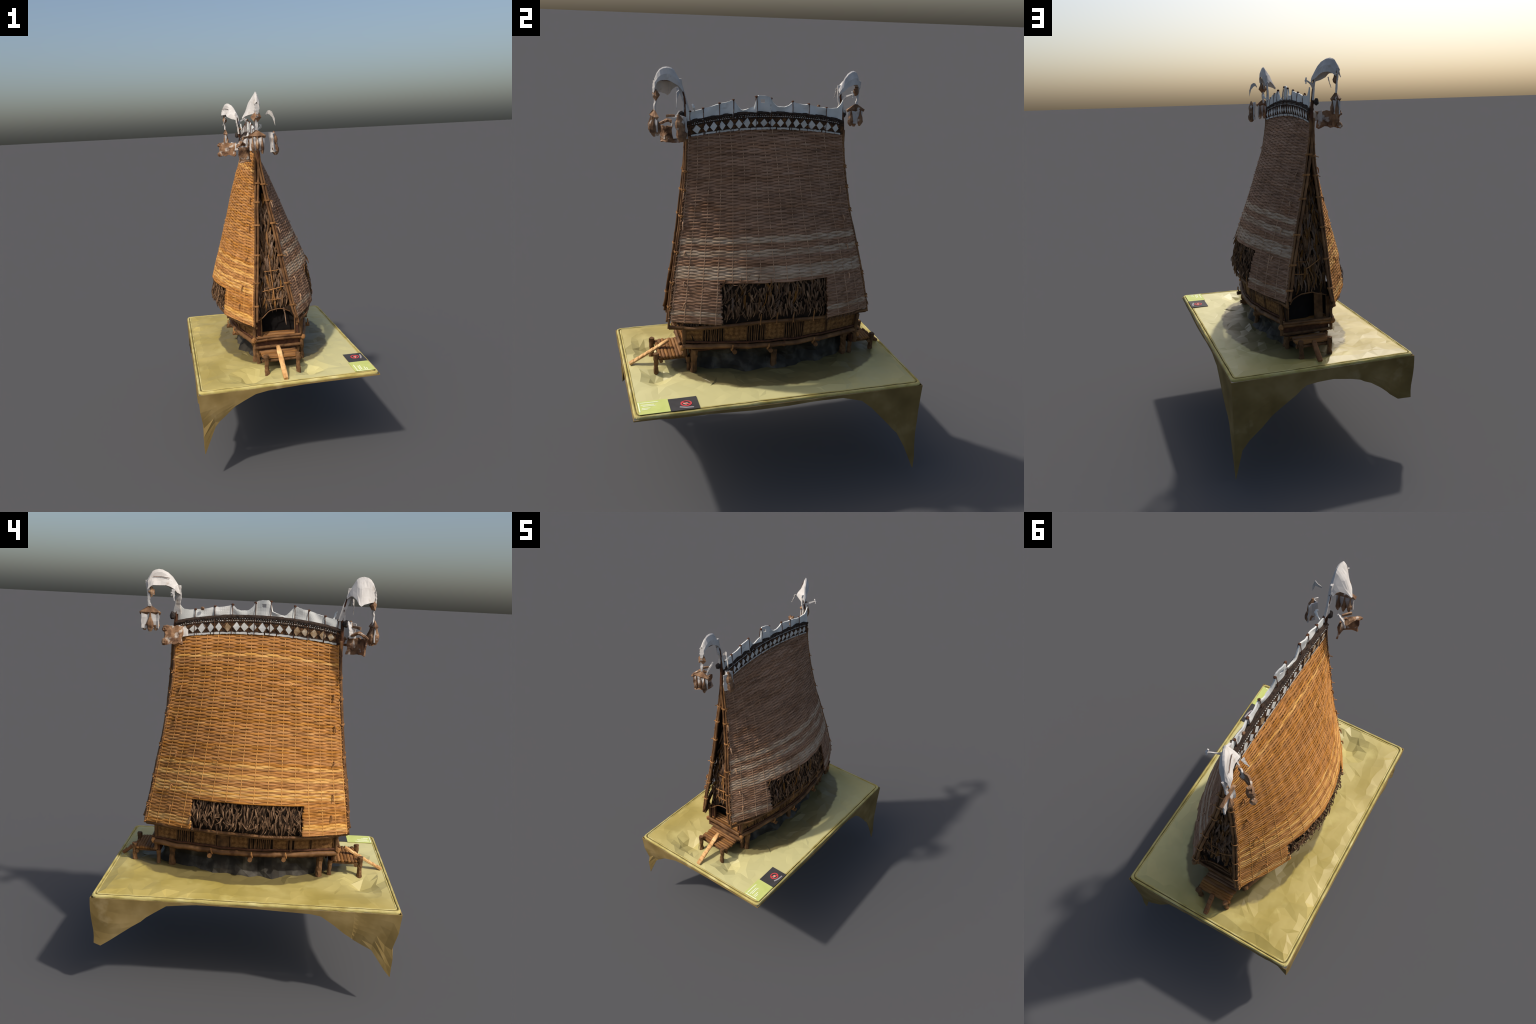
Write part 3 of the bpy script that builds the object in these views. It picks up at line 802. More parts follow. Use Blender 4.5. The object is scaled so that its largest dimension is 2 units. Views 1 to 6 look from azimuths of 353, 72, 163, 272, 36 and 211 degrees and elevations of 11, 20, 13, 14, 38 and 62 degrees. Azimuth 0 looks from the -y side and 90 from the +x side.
ribbon('finial_strand', [(-.153, .412, 1.90), (-.160, .409, 1.876), (-.172, .404, 1.848)], [.016, .008, .002], (.2, 1, 0), M_white, fin_b, .003)
ribbon('finial_leg', [(-.154, .527, 1.935), (-.155, .528, 1.905), (-.153, .522, 1.87), (-.151, .524, 1.845), (-.150, .520, 1.82)], [.024, .016, .014, .012, .012], (.1, 1, 0), M_white, fin_b, .007)
v, f = lump((-.150, .514, 1.884), (.012, .016, .022), 8, 6, .5, 8.); obj('finial_tassel', v, f, M_pendant, fin_b)
ribbon('finial_spike', [(-.080, .405, 1.850), (-.062, .418, 1.866), (-.045, .430, 1.876), (-.029, .440, 1.884)], [.032, .018, .008, .006], (0, .2, 1), M_white, fin_b, .004)
ribbon('finial_spike', [(-.029, .436, 1.897), (-.026, .441, 1.885), (-.025, .444, 1.868)], [.006, .010, .004], (1, -.2, 0), M_white, fin_b, .005)
v, f = lump((-.084, .424, 1.782), (.013, .014, .018), 8, 6, .35, 6.); obj('finial_knob', v, f, M_knob, fin_b)

# hanging bamboo-and-paper pendants
def pendant(c, ang, width, ztop, zbot, depth, npet, o, hood=True, fold=False):
    d = np.array([math.cos(ang), math.sin(ang), 0]); nrm = np.array([-d[1], d[0], 0]); c = np.array(c, float)
    H = ztop - zbot; ze = ztop - .24 * H
    P = lambda u, w, z: tuple(c[:2] + d[:2] * u * width / 2 + nrm[:2] * w * depth / 2) + (z,)
    if hood:
        V = [P(-1.05, -.8, ze), P(-1.05, .8, ze), P(1.05, .8, ze), P(1.05, -.8, ze), P(-.1, -.25, ztop), P(.1, .25, ztop), P(-1, 0, ze - .012), P(1, 0, ze - .012)]
        F = [(0, 3, 5, 4), (2, 1, 4, 5), (1, 0, 4), (3, 2, 5), (0, 1, 6), (2, 3, 7), (0, 6, 7, 3), (1, 2, 7, 6)]
    else:
        V, F = lump((c[0], c[1], ztop - .02), (width * .3, width * .3, .022), 7, 5, .5, o)
    root = obj('pendant_lantern', V, F, M_pendant, house)
    rows = []
    for i in range(6):
        z = ze + .004 - (ze - zbot) * .80 * i / 5
        rows.append([P(-.86 + 1.72 * j / 6, .25 * math.sin(j * 2.1 + o), z) for j in range(7)])
    v, f = sheet(crumple(rows, .004, 50, o), .006); obj('pendant_paper', v, tris(f), M_white, root)
    for k in range(npet):
        u = -.82 + 1.64 * (k + .5) / npet; sgn = 1 if k % 2 else -1
        for sg in ((1, -1) if depth > .02 else (sgn,)):
            zb = zbot + R.uniform(0, .22) * H * (.4 if k in (0, npet - 1) else 1); zm = zb + .30 * H
            p = [np.array(P(u, sg * .45, ze)), np.array(P(u * 1.02, sg * .75, (ze + zm) / 2)), np.array(P(u * 1.05, sg * .85, zm)), np.array(P(u, sg * .6, zb))]
            w = width / npet
            v, f = tube(catmull(p, 9), [w * .13, w * .14, w * .18, w * .28, w * .42, w * .50, w * .50, w * .40, w * .16], 6, .6, .4)
            obj('pendant_petal', v, f, M_pendant, root)
    return root
pendant((-.086, -.521), .16, .090, 1.806, 1.684, .024, 3, 1.)
pendant((-.149, .518), 1.62, .094, 1.823, 1.700, .018, 3, 2.)
def panel_pendant(outline_a, outline_b, zt, zb, bulge, o, wing=None):
    """crumpled brown basket-like panel between two plan points"""
    a, b = np.array(outline_a), np.array(outline_b); d = (b - a); L = np.linalg.norm(d); d /= L; n = np.array([-d[1], d[0]])
    rows = []
    for i in range(8):
        row = []
        for j in range(10):
            t = j / 9; u = i / 7
            pinch = 1 - .12 * math.sin(math.pi * u)
            p = (a + b) / 2 + d * L * (t - .5) * pinch + n * bulge * math.sin(math.pi * t)
            row.append((p[0], p[1], zt + (zb - zt) * u + .012 * nz((t * 4, o, 0), 1) * (1 if i in (0, 7) else .5)))
        rows.append(row)
    v, f = sheet(crumple(rows, .009, 38, o), .008)
    root = obj('pendant_basket', v, tris(f), M_pendant, house)
    return root
p = panel_pendant((-.118, -.400), (-.180, -.482), 1.722, 1.646, .030, 21.)
v, f = tube(catmull([(-.135, -.412, 1.730), (-.160, -.445, 1.745), (-.176, -.474, 1.732), (-.187, -.489, 1.722)], 12), [.006, .009, .011, .011, .010, .012, .010, .009, .012, .010, .008, .004], 7, .7, .5); obj('pendant_rim', v, f, M_pendant, p)
ribbon('pendant_tie', [(-.112, -.398, 1.795), (-.118, -.405, 1.775), (-.130, -.415, 1.75), (-.138, -.422, 1.72)], [.006, .02, .03, .035], (.5, -.8, 0), M_white, p, .006, 12, 4.)
ribbon('pendant_tie', [(-.122, -.420, 1.772), (-.138, -.440, 1.770), (-.150, -.456, 1.766)], [.010, .012, .014], (0, 0, 1), M_pendant, p, .006)
p = panel_pendant((-.098, .372), (-.206, .446), 1.735, 1.655, .014, 31.)
v, f = lump((-.180, .428, 1.700), (.018, .020, .040), 8, 6, .4, 3.); obj('pendant_core', v, f, M_pendant, p)
v, f = lump((-.196, .442, 1.722), (.018, .012, .012), 7, 5, .4, 5.); obj('pendant_core', v, f, M_pendant, p)
v, f = lump((-.200, .442, 1.665), (.016, .014, .016), 7, 5, .4, 6.); obj('pendant_core', v, f, M_pendant, p)
ribbon('pendant_tie', [(-.080, .352, 1.705), (-.105, .372, 1.710), (-.128, .388, 1.712)], [.03, .045, .055], (0, 0, 1), M_white, p, .006)
# small capped tassel on the +x side of the front gable
gg = Geo()
v, f = tube(catmull([(.018, -.424, 1.797), (.018, -.422, 1.775), (.020, -.420, 1.75), (.022, -.414, 1.715), (.026, -.408, 1.675)], 12), [.004, .010, .016, .020, .022, .022, .021, .022, .024, .024, .020, .012], 8, .75, .35); gg.add(v, f)
ts = gg.obj('pendant_tassel', M_pendant, house)
Pg = [[(.006 + .012 * math.sin(q * 2.2) + .004 * i * .3, -.452 + .066 * q / 4 + .004 * i * .2, 1.782 - .095 * i / 5 + (.012 * math.sin(math.pi * q / 4) if i == 0 else 0)) for q in range(5)] for i in range(6)]
v, f = sheet(crumple(Pg, .006, 40, 8.), .005); obj('pendant_paper', v, tris(f), M_white, ts)
Pg = [[(-.020 + .045 * q / 4, -.424 + .010 * math.sin(q * 1.3), 1.884 + .020 * math.sin(math.pi * (q / 4) ** .8) - .016 * i * (q / 4 + .2) - (.022 if q == 4 else 0)) for q in range(5)] for i in range(3)]
v, f = sheet(crumple(Pg, .003, 40, 9.), .003); obj('tassel_cap', v, tris(f), M_white, ts)

# ============================================================ THATCH LEAVES
leaf_meshes = []
for k in range(7):
    L = 1.0; n = 7; W = R.uniform(.08, .18); curl = R.uniform(.05, .28); tw = R.uniform(-.5, .5); bend = R.uniform(-.15, .15)
    Pg = []
    for i in range(n):
        t = i / (n - 1); w = W * (0.55 + .9 * math.sin(math.pi * (.12 + .8 * t)) * .6) * (1 - .55 * t ** 3)
        row = []
        for q in (-1, -.4, .4, 1):
            a = tw * t
            row.append((w * q * .5 * math.cos(a) + bend * t * t, curl * math.sin(2.6 * t) + .35 * w * abs(q) + w * q * .5 * math.sin(a), -L * t + (.06 * NR.uniform(-1, 1) if i == n - 1 else 0)))
        Pg.append(row)
    v, f = sheet(Pg, .022)
    me = bpy.data.meshes.new('thatch_leaf'); me.from_pydata([tuple(p) for p in v], [], f); me.update()
    me.materials.append(M_thatch); leaf_meshes.append(me)
LEAVES = []
def leaf(parent, p, outward, length, tilt, pitch=0.25, mat=None):
    """leaf hangs along -z from p, its hollow face turned to 'outward'"""
    ow = Vector(outward).normalized(); z = Vector((0, 0, 1)); x = ow.cross(z).normalized()
    B = Matrix(((x.x, ow.x, 0), (x.y, ow.y, 0), (x.z, ow.z, 1)))
    rot = B @ Matrix.Rotation(tilt, 3, 'Y') @ Matrix.Rotation(pitch, 3, 'X')
    LEAVES.append((length, R.randrange(len(leaf_meshes)), parent, Matrix.Translation(Vector([float(c) for c in p])) @ (rot @ Matrix.Scale(length, 3)).to_4x4()))
def plant_leaves():
    """the 300 largest leaves are objects of their own, the small rest is joined per panel"""
    rest = {}
    for i, (L, k, parent, M) in enumerate(sorted(LEAVES, key=lambda q: -q[0])):
        if i < 300:
            o = bpy.data.objects.new('thatch_leaf', leaf_meshes[k]); o.matrix_world = M
            bpy.context.scene.collection.objects.link(o); o.parent = parent
        else:
            me = leaf_meshes[k]
            rest.setdefault(parent, Geo()).add([M @ v.co for v in me.vertices], [tuple(p.vertices) for p in me.polygons])
    for parent, g in rest.items(): g.obj('thatch_straw', M_thatch_stuff, parent, kind='stuff')

# eaves openings filled with hanging leaves
RAIL = {-1: ([-.482, -.37, -.17, 0, .15, .25, .31, .42, .54], [.768, .764, .774, .783, .786, .784, .78, .772, .760]),
        1: ([-.49, -.375, -.259, -.09, 0, .14, .278, .40, .545], [.778, .793, .812, .832, .838, .831, .819, .805, .788])}
WALLX = {-1: ([-.43, -.30, -.167, 0, .15, .30, .49], [-.138, -.176, -.204, -.222, -.212, -.182, -.126]),
         1: ([-.43, -.30, -.19, 0, .161, .296, .49], [.122, .158, .184, .208, .204, .184, .138])}
BEAMZ = {-1: .660, 1: .684}
def rail_pt(side, y):
    z = float(np.interp(y, *RAIL[side])); x = float(np.interp(y, *WALLX[side])) + side * (.068 if side < 0 else .038) * (1 - (abs(y - .03) / .52) ** 2 * .8)
    return np.array([x, y, z])
def thatch_pt(side, y, z):
    zw = WIN[side][0]; s = s_of_y(side, y, zw)
    T = roof_pt(side, s, zw, -.012); B = rail_pt(side, y) + np.array([side * .006, 0, .004])
    w = (T[2] - z) / (T[2] - B[2]); w = min(max(w, -.1), 1.05)
    x = T[0] + (B[0] - T[0]) * w + side * (.016 if side < 0 else .006) * math.sin(math.pi * min(max(w, 0), 1))
    return np.array([x, y, z])
for side in (-1, 1):
    zw, y0, y1 = WIN[side]
    rows = []
    for i in range(9):
        row = []
        for j in range(30):
            y = y0 - .01 + (y1 - y0 + .02) * j / 29
            zt = roof_pt(side, s_of_y(side, y, zw), zw)[2] + .012; zb = rail_pt(side, y)[2]
            z = zt + (zb - zt) * i / 8; p = thatch_pt(side, y, z); p[0] -= side * (.016 + .006 * nz(p, 40)); row.append(p)
        rows.append(row)
    v, f = sheet(rows, .006)
    panel = obj('thatch_panel', v, f, M_dark, house)
    n = 58 if side < 0 else 66
    for r, (fr, LL) in enumerate(((-.12, .060), (.10, .060), (.30, .060), (.50, .056), (.66, .044))):
        for k in range(n):
            y = y0 + (y1 - y0) * (k + R.random()) / n
            zt = roof_pt(side, s_of_y(side, y, zw), zw)[2]; zb = rail_pt(side, y)[2]
            z = zt + (zb - zt) * (fr + R.uniform(-.08, .08))
            p = thatch_pt(side, y, z); p[0] += side * ((-.008 if side < 0 else -.007) + .003 * r + R.uniform(-.005, .005))
            yaw = R.uniform(-.7, .7)
            leaf(panel, p, (side * math.cos(yaw), math.sin(yaw), 0), LL * R.uniform(.7, 1.2) * (.85 if side < 0 else 1), R.gauss(0, .38) + .35 * nz((y * 22, r * 1.3, side), 1), R.uniform(-.22, .12))
    # fringe of finer straw showing under the mat edges
    fr = Geo()
    for (ya, yb) in ((edge_pt(side, -1, .8)[1] + .01, y0), (y1, edge_pt(side, 1, .8)[1] - .01)):
        for k in range(120):
            y = ya + (yb - ya) * R.random(); s = s_of_y(side, y, ZBOT[side])
            a = roof_pt(side, s, ZBOT[side] + .012, -.006 - .006 * R.random())
            b = a + np.array([-side * .008 * R.random(), R.uniform(-.012, .012), -R.uniform(.015, .045 if side > 0 else .022)])
            v, f = tube([a, (a + b) / 2 + np.array([side * .002, 0, 0]), b], [.0016, .0014, .0006], 4); fr.add(v, f)
    fr.obj('straw_fringe', M_thatch, roofs[side], kind='stuff')

# --------------------------------------------------------------- gable ends
GTOP = 1.60
def gable_pt(end, t, z, depth=.054):
    """t 0..1 from -x edge to +x edge"""
    xa, ya = edge_pt(-1, end, z); xb, yb = edge_pt(1, end, z)
    return np.array([xa + .008 + (xb - xa - .016) * t, (ya + yb) / 2 - end * (depth + (.010 if end < 0 else 0)), z])
for end in (-1, 1):
    def arch(t):      # lower outline of the infill over the doorway
        if end < 0:
            x = gable_pt(end, t, .8)[0]
            return float(np.interp(x, [-.13, -.098, -.053, 0, .03, .065, .085, .12], [.78, .795, .835, .845, .842, .826, .78, .76]))
        x = gable_pt(end, t, .8)[0]
        return float(np.interp(x, [-.11, -.08, -.03, -.016, .049, .092, .108, .13], [.80, .815, .826, .834, .830, .812, .785, .77]))
    rows = []
    for i in range(26):
        row = []
        for j in range(12):
            t = j / 11; zb = arch(t); z = GTOP + (zb - GTOP) * i / 25
            p = gable_pt(end, t, z, .066 if z < 1.44 else .08); p[1] += .008 * nz(p, 26, end); row.append(p)
        rows.append(row)
    v, f = sheet(rows, .008)
    gab = obj('gable_infill', v, f, M_dark, house)
    # layered leaves, top rows first
    z = 1.46
    while z > .90:
        xa = gable_pt(end, 0, z)[0]; xb = gable_pt(end, 1, z)[0]
        k = max(3, int((xb - xa) / .011))
        for q in range(k):
            t = (q + R.random()) / k
            p = gable_pt(end, t, z + R.uniform(-.015, .015), .053 + R.uniform(-.010, .008))
            leaf(gab, p, (R.uniform(-.8, .8), end, 0), R.uniform(.055, .085), R.uniform(-.25, .25), R.uniform(-.05, .18))
        z -= .030
    # fine hanging fibres
    fib = Geo()
    for q in range(130):
        z = R.uniform(.87, 1.45); t = R.random(); a = gable_pt(end, t, z, .044 + R.uniform(-.008, .006)); L = R.uniform(.03, .08)
        b = a + np.array([R.uniform(-.012, .012), end * R.uniform(-.004, .006), -min(L, a[2] - arch(t) + .02)])
        v, f = tube(catmull([a, (a + b) / 2 + np.array([R.uniform(-.004, .004), end * .004, 0]), b], 5), [.0012, .002, .0024, .0018, .0006], 5, 1, .3); fib.add(v, f)
    fib.obj('hanging_fibre', M_thatch, gab, kind='stuff')
    # sticks: rungs and a leaning pole
    sticks = [((.30, 1.05), (.85, 1.055)), ((.22, .945), (.92, .965)), ((.35, .897), (.75, .90)), ((.55, 1.14), (.56, .90))] if end < 0 else \
             [((.55, .99), (.92, 1.0)), ((.50, .93), (.9, .935)), ((.85, 1.06), (.72, .93)), ((.15, 1.0), (.55, .955))]
    for (t0, z0), (t1, z1) in sticks:
        v, f = tube(catmull([gable_pt(end, t0, z0, .032), gable_pt(end, (t0 + t1) / 2, (z0 + z1) / 2, .028), gable_pt(end, t1, z1, .032)], 8), .0028, 6, lump=.3)
        obj('gable_stick', v, f, M_binding, gab)
    # bent cane over the doorway
    pts = [gable_pt(end, t, arch(t) + .003, .030) for t in np.linspace(.08, .92, 14)]
    v, f = tube(pts, .0032, 6, lump=.4); obj('door_arch', v, f, M_bamboo, gab)
    # top void lining at the apex
    v, f = sheet([[gable_pt(end, t, z, .02) for t in (.15, .5, .85)] for z in (1.66, 1.60, 1.53)], .006); obj('apex_board', v, f, M_stick, gab)

plant_leaves()

# =================================================================== WALLS
def wall_pt(side, y, u, h=0.):
    """u 0 floor beam .. 1 rail"""
    B = np.array([float(np.interp(y, *WALLX[side])), y, BEAMZ[side] + .02]); T = rail_pt(side, y)
    P = B * (1 - u) + T * u; P[0] = B[0] - side * (.006 - h) + side * .010 * u
    return P
GROUPS = {1: [('mat', -.42, -.335), ('slats', -.33, -.245), ('mat', -.24, -.122), ('slats', -.118, -.042), ('mat', -.038, .068), ('slats', .072, .162), ('mat', .166, .298), ('mat', .303, .478)],
          -1: [('mat', -.415, -.30), ('mat', -.295, -.215), ('post', -.205, -.19), ('mat', -.185, -.11), ('slats', -.10, .005), ('mat', .01, .10), ('plain', .105, .165), ('mat', .17, .285), ('slats', .29, .365), ('mat', .37, .475)]}
for side in (-1, 1):
    ys = np.linspace(-.425, .487, 50)
    v, f = sheet([[wall_pt(side, y, u, -.008) for y in ys] for u in np.linspace(-.15, 1.05, 7)], .006)
    wall = obj('wall', v, f, M_dark, house)
    for kind, ya, yb in GROUPS[side]:
        if kind == 'slats':
            n = int((yb - ya) / .0095)
            for k in range(n):
                y = ya + (yb - ya) * (k + .5) / n + R.uniform(-.001, .001)
                v, f = tube([wall_pt(side, y + R.uniform(-.002, .002), u, .001) for u in (0.0, .35, .7, 1.0)], .0032, 6, lump=.2); obj('wall_slat', v, f, M_wood, wall)
        elif kind == 'post':
            v, f = tube([wall_pt(side, (ya + yb) / 2, u, .004) for u in (-.1, .3, .7, 1.0)], .007, 8, lump=.2); obj('wall_post', v, f, M_wood, wall)
        else:
            yy = np.linspace(ya, yb, 8)
            h = -.003 if kind == 'mat' else .0
            rows = [[wall_pt(side, y, u, h + .002 * nz((y * 30, u * 3, side), 1)) for y in yy] for u in np.linspace(.05, .98, 6)]
            v, f = sheet(rows, .004); obj('wall_mat', v, f, M_wall if kind == 'mat' else M_wood, wall)
            for y in (ya + .002, yb - .002):
                v, f = tube([wall_pt(side, y, u, .001) for u in (0, .5, 1.0)], .0028, 6, lump=.3); obj('wall_batten', v, f, M_wood, wall)
    ys = np.linspace(-.43, .492, 60)
    bp = [(float(np.interp(y, *WALLX[side])) + side * .003, y, BEAMZ[side] + .006 * nz((y * 12, side, 0), 1)) for y in ys]
    v, f = bamboo(bp, .0125, 90, 5, 10, off=.3); obj('floor_beam', v, f, M_bamboo, wall, smooth=True)
    v, f = tube([(x - side * .004, y, z + .021) for x, y, z in bp], .0055, 7, lump=.3); obj('wall_sill', v, f, M_stick, wall)
    v, f = tube([(x - side * .014, y, z - .012) for x, y, z in bp], .009, 7, lump=.3); obj('floor_beam', v, f, M_stick, wall)
    r0, r1 = edge_pt(side, -1, .78)[1] + .004, edge_pt(side, 1, .78)[1] - .006
    rp = []
    for y in np.linspace(r0, r1, 50):
        p = rail_pt(side, y) + np.array([side * .008, 0, 0])
        for end in (-1, 1):      # the rail runs out to the foot of the bargeboard
            ey = edge_pt(side, end, .78)
            k = min(1, max(0, 1 - abs(y - ey[1]) / .10)); p = p * (1 - k) + np.array([ey[0] - side * .004, y, p[2]]) * k
        rp.append(p)
    v, f = bamboo(rp, .0078, 90, 6, 8); obj('eaves_rail', v, f, M_bamboo, wall, smooth=True)
    v, f = tube([q + np.array([-side * .006, 0, -.010]) for q in rp], .006, 6, lump=.3); obj('eaves_rail', v, f, M_wood, wall)
    # joist ends and stays
    for y in ((-.167, 0.0, .20) if side < 0 else (-.192, -.013, .231)):
        x = float(np.interp(y, *WALLX[side]))
        v, f = bamboo([(x - side * .06, y, BEAMZ[side] - .018), (x + side * .034, y, BEAMZ[side] - .018)], .0115, 12, 1.6, 8); obj('joist', v, f, M_bamboo, wall)
        v, f = tube([(x + side * .018, y - .012, BEAMZ[side] - .012), (x + side * .026, y - .008, BEAMZ[side] + .004), (x + side * .024, y - .006, BEAMZ[side] + .02)], .004, 6, lump=.4); obj('joist_binding', v, f, M_binding, wall)
    for y in ((-.075, .005, .09, .20) if side > 0 else ()):
        a = rail_pt(side, y) + np.array([side * .016, 0, -.012]); b = a + np.array([side * .004, .002, .06])
        v, f = tube([a, (a + b) / 2, b], .0028, 6, lump=.3); obj('eaves_stay', v, f, M_binding, wall)

# floor plate closing the body, with bearers below
n = 40; ys = np.linspace(-.425, .487, n)
Pg = [[(float(np.interp(y, *WALLX[-1])) * (1 - t) + float(np.interp(y, *WALLX[1])) * t, y, .672 + .012 * t) for t in np.linspace(.02, .98, 8)] for y in ys]
v, f = sheet(Pg, .01); floor = obj('floor', v, f, M_wood, house)
for x in (-.10, .11):
    v, f = bamboo([(x, -.40, .650), (x * 1.25, .03, .650), (x, .47, .650)], .011, 40, 5, 8); obj('bearer', v, f, M_stick, floor)

# added crumpled sheet, follows the scan's closed-over mass below the floor
def under_ring(t, k):
    a = 2 * math.pi * t; y = .035 + .445 * math.sin(a) * (1 if True else 1)
    c = math.cos(a); side = 1 if c >= 0 else -1
    w = abs(float(np.interp(y, *WALLX[side]))) - .028
    x = side * w * abs(c) ** .45
    return x, y
Pg = []
for k in range(6):
    row = []
    for i in range(73):
        x, y = under_ring((i % 72) / 72, k); f = k / 5
        sc = 1 - .22 * math.sin(math.pi * min(1, f * 1.1)) + .26 * nz((x * 13, y * 13, f * 2), 1)
        x, y2 = x * sc, (y - .035) * (1 - .06 * math.sin(math.pi * f)) + .035
        zt = .664; zb = table_height(x, y2) - .004
        row.append((x, y2, zt + (zb - zt) * f + (.006 * nz((x * 20, y * 20, k), 1) if 0 < k < 5 else 0)))
    Pg.append(row)
v, f = sheet(Pg, .003); obj('under_floor_fill', v, tris(f), M_fill, house)
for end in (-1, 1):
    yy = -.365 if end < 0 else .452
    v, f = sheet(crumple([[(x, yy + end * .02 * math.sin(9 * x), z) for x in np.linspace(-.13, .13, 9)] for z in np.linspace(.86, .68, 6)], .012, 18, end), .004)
    obj('doorway_backing', v, tris(f), M_doorway_black, floor)  # black sheet added inside the doorway to imitate the unlit interior

# stilts
def stilt(name, x, y, r, zt, parent, lean=(0, 0), mat=None):
    zb = table_height(x, y) - .006
    pts = catmull([(x, y, zb), (x + lean[0] * .5, y + lean[1] * .5, (zb + zt) / 2), (x + lean[0], y + lean[1], zt)], 12)
    rr = [r * (1.0 + .12 * math.cos(7 * t)) for t in np.linspace(0, 1, 12)]
    v, f = tube(pts, rr, 9, lump=.35); return obj(name, v, f, mat or M_wood, parent)
for (x, y) in ((.125, -.380), (.157, .03), (.112, .436), (-.128, -.350), (-.150, .051), (-.102, .404)):
    stilt('stilt', x, y, .0165, .664, house, (R.uniform(-.006, .006), R.uniform(-.006, .006)))

# end fronts: sills, jambs, boards
for end in (-1, 1):
    y0 = -.432 if end < 0 else .490
    xl, xr = (-.150, .130) if end < 0 else (-.134, .158)
    zc = .676 if end < 0 else .666
    g = Geo(); v, f = bamboo([(xl, y0, zc - .004), ((xl + xr) / 2, y0 + end * .004, zc + .003), (xr, y0, zc + .004)], .0115, 50, 3, 9, off=.2); g.add(v, f)
    sill = g.obj('door_sill', M_bamboo, house, smooth=True)
    v, f = bamboo([(xl + .02, y0 + end * .012, zc + .014), (xr - .012, y0 + end * .012, zc + .018)], .007, 40, 4, 8); obj('sill_cane', v, f, M_bamboo, sill, smooth=True)
    for k in range(4):
        yy = y0 - end * (.010 + .014 * k)
        v, f = tube([(xl + .03, yy, zc + .014 + .002 * k), ((xl + xr) / 2, yy, zc + .016 + .002 * k), (xr - .03, yy, zc + .014 + .002 * k)], .006, 7, lump=.3); obj('floor_cane', v, f, M_plank, sill)
    v, f = box(((xl + xr) / 2, y0 - end * .018, zc - .036), xr - xl - .045, .010, .050, 0, .002); obj('end_board', v, f, M_stick, sill)
    v, f = bamboo([(xl + .012, y0 - end * .004, zc - .046), (xr - .01, y0 - end * .004, zc - .044)], .008, 30, 3, 8); obj('end_bearer', v, f, M_wood, sill)
    if end < 0: jambs = [(-.128, -.098, .80), (.088, .108, .80)]
    else: jambs = [(-.118, -.100, .80), (-.078, -.034, .822), (.112, .132, .79)]
    for (xa, xb, zt) in jambs:
        xm = (xa + xb) / 2
        v, f = box((xm, y0 - end * .014, (zc + .01 + zt) / 2), xb - xa, .012, zt - zc - .01, 0, .0025); obj('door_jamb', v, f, M_stick if end < 0 else M_wood, sill)
        v, f = tube([(xb if xm < 0 else xa, y0 - end * .006, zc), (xb if xm < 0 else xa, y0 - end * .006, zt)], .004, 6, lump=.3); obj('jamb_pole', v, f, M_wood, sill)
    for xx in (xl + .012, xr - .008):
        v, f = tube([(xx, y0 - end * .006, zc - .05), (xx, y0 - end * .006, zc + .05), (xx + (.006 if xx > 0 else -.004), y0 - end * .004, zc + .115)], .009, 8, lump=.3); obj('corner_post', v, f, M_wood, sill)
        v, f = lump((xx + (.006 if xx > 0 else -.006), y0 + end * .006, zc), (.015, .013, .015), 8, 6, .35, xx * 20); obj('lashing', v, f, M_binding, sill)
v, f = tube(catmull([(.030, -.424, .845), (.036, -.428, .80), (.040, -.432, .748)], 7), [.005, .004, .003, .003, .0025, .002, .001], 5, 1, .3); obj('hanging_fibre', v, f, M_thatch, house)

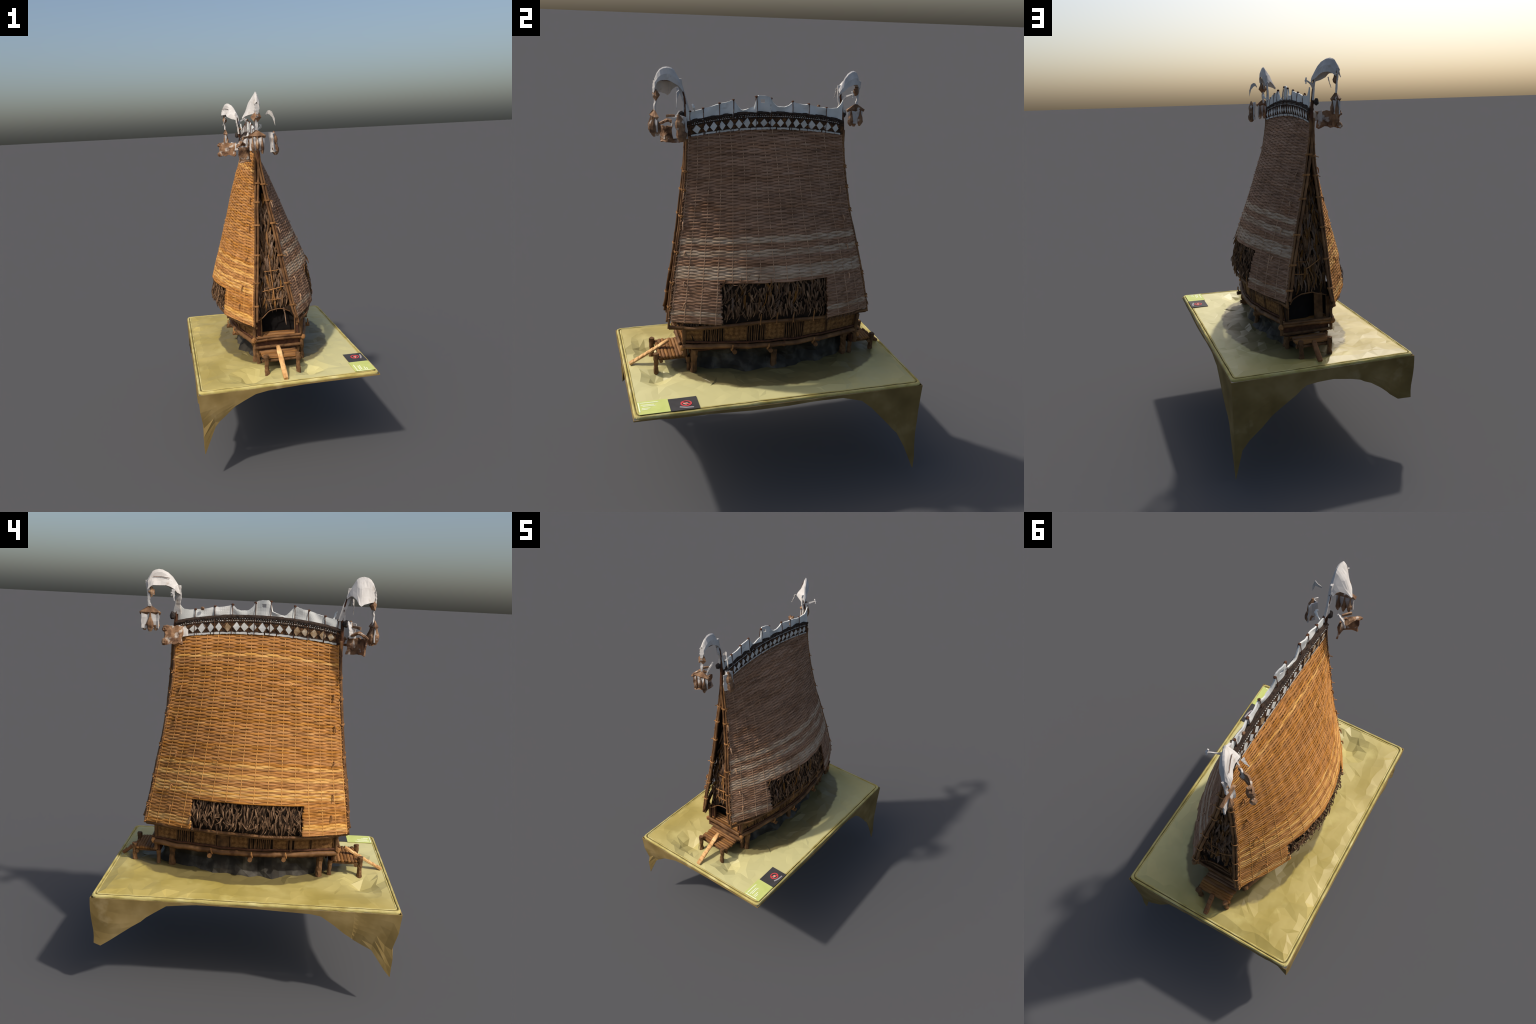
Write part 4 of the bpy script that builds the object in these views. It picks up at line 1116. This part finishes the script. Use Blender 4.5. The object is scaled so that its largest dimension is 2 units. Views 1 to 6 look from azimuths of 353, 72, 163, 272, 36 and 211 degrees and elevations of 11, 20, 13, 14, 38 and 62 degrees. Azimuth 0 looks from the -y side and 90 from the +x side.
# =================================================================== DECKS
def deck(end):
    if end < 0: x0, x1, ya, yb, z = -.112, .088, -.546, -.408, .607; posts_ = [(-.096, -.562), (.073, -.562)]; back = [(-.118, -.405), (.104, -.402)]
    else: x0, x1, ya, yb, z = -.078, .104, .596, .478, .600; posts_ = [(-.065, .604), (.088, .610)]; back = [(-.095, .474), (.118, .472)]
    g = Geo()
    for yy in (ya - end * .008, yb):
        v, f = bamboo([(x0 - .006, yy, z - .016), (x1 + .006, yy, z - .014)], .008, 24, 3, 8); g.add(v, f)
    for xx in (x0 + .012, x1 - .012):
        v, f = tube([(xx, ya, z - .012), (xx, yb, z - .012)], .007, 7, lump=.3); g.add(v, f)
    dk = g.obj('deck', M_wood, house)
    n = 8
    for k in range(n):
        yy = ya + (yb - ya) * (k + .5) / n
        L = R.uniform(-.006, .006)
        Pl = [(x0 + L + (x1 - x0) * t, yy + .002 * nz((t * 5, k, end), 1), z + .0025 * nz((t * 7, k, 4), 1)) for t in np.linspace(0, 1, 12)]
        v, f = tube(Pl, .0092, 8, .62, .18); obj('deck_plank', v, f, M_plank, dk, smooth=True)
    for (x, y) in posts_: stilt('deck_post', x, y, .0125, .630 if end < 0 else .622, dk, (R.uniform(-.003, .003), .002))
    for (x, y) in back: stilt('deck_post', x, y, .011, z + .004, dk)
    return dk
deck(-1); deck(1)
def ladder(a, b, w, th, nst, mat):
    """notched log leaning from table to deck"""
    a, b = np.array(a), np.array(b); d = b - a; L = np.linalg.norm(d); d /= L
    up = np.array([0, 0, 1.0]); up -= d * (up @ d); up /= np.linalg.norm(up); sx = np.cross(d, up)
    V = []; n = 48; seg = 8
    for i in range(n + 1):
        t = i / n; ph = (t * nst) % 1.0
        hh = th * (.55 + .62 * ph if .08 < t < .86 else 1.0)
        ww = w * (1 + .08 * nz((t * 8, 1, 2), 1)) * (.75 + .25 * min(1, (1 - t) * 8, .4 + t * 12))
        for k in range(seg):
            an = 2 * math.pi * (k + .5) / seg
            cx, cz = math.cos(an), math.sin(an)
            cx = math.copysign(abs(cx) ** .6, cx); cz = math.copysign(abs(cz) ** .6, cz)
            V.append(a + d * L * t + sx * cx * ww / 2 + up * (cz * (hh if cz > 0 else th) / 2))
    F = [(i * seg + k, i * seg + (k + 1) % seg, (i + 1) * seg + (k + 1) % seg, (i + 1) * seg + k) for i in range(n) for k in range(seg)]
    F += [tuple(range(seg - 1, -1, -1)), tuple(n * seg + k for k in range(seg))]
    return obj('notched_log_ladder', V, F, mat, house)
ladder((-.016, -.684, .538), (-.020, -.484, .648), .027, .016, 8, M_log)
ladder((.015, .684, .532), (.016, .592, .606), .026, .020, 4, M_log_dark)
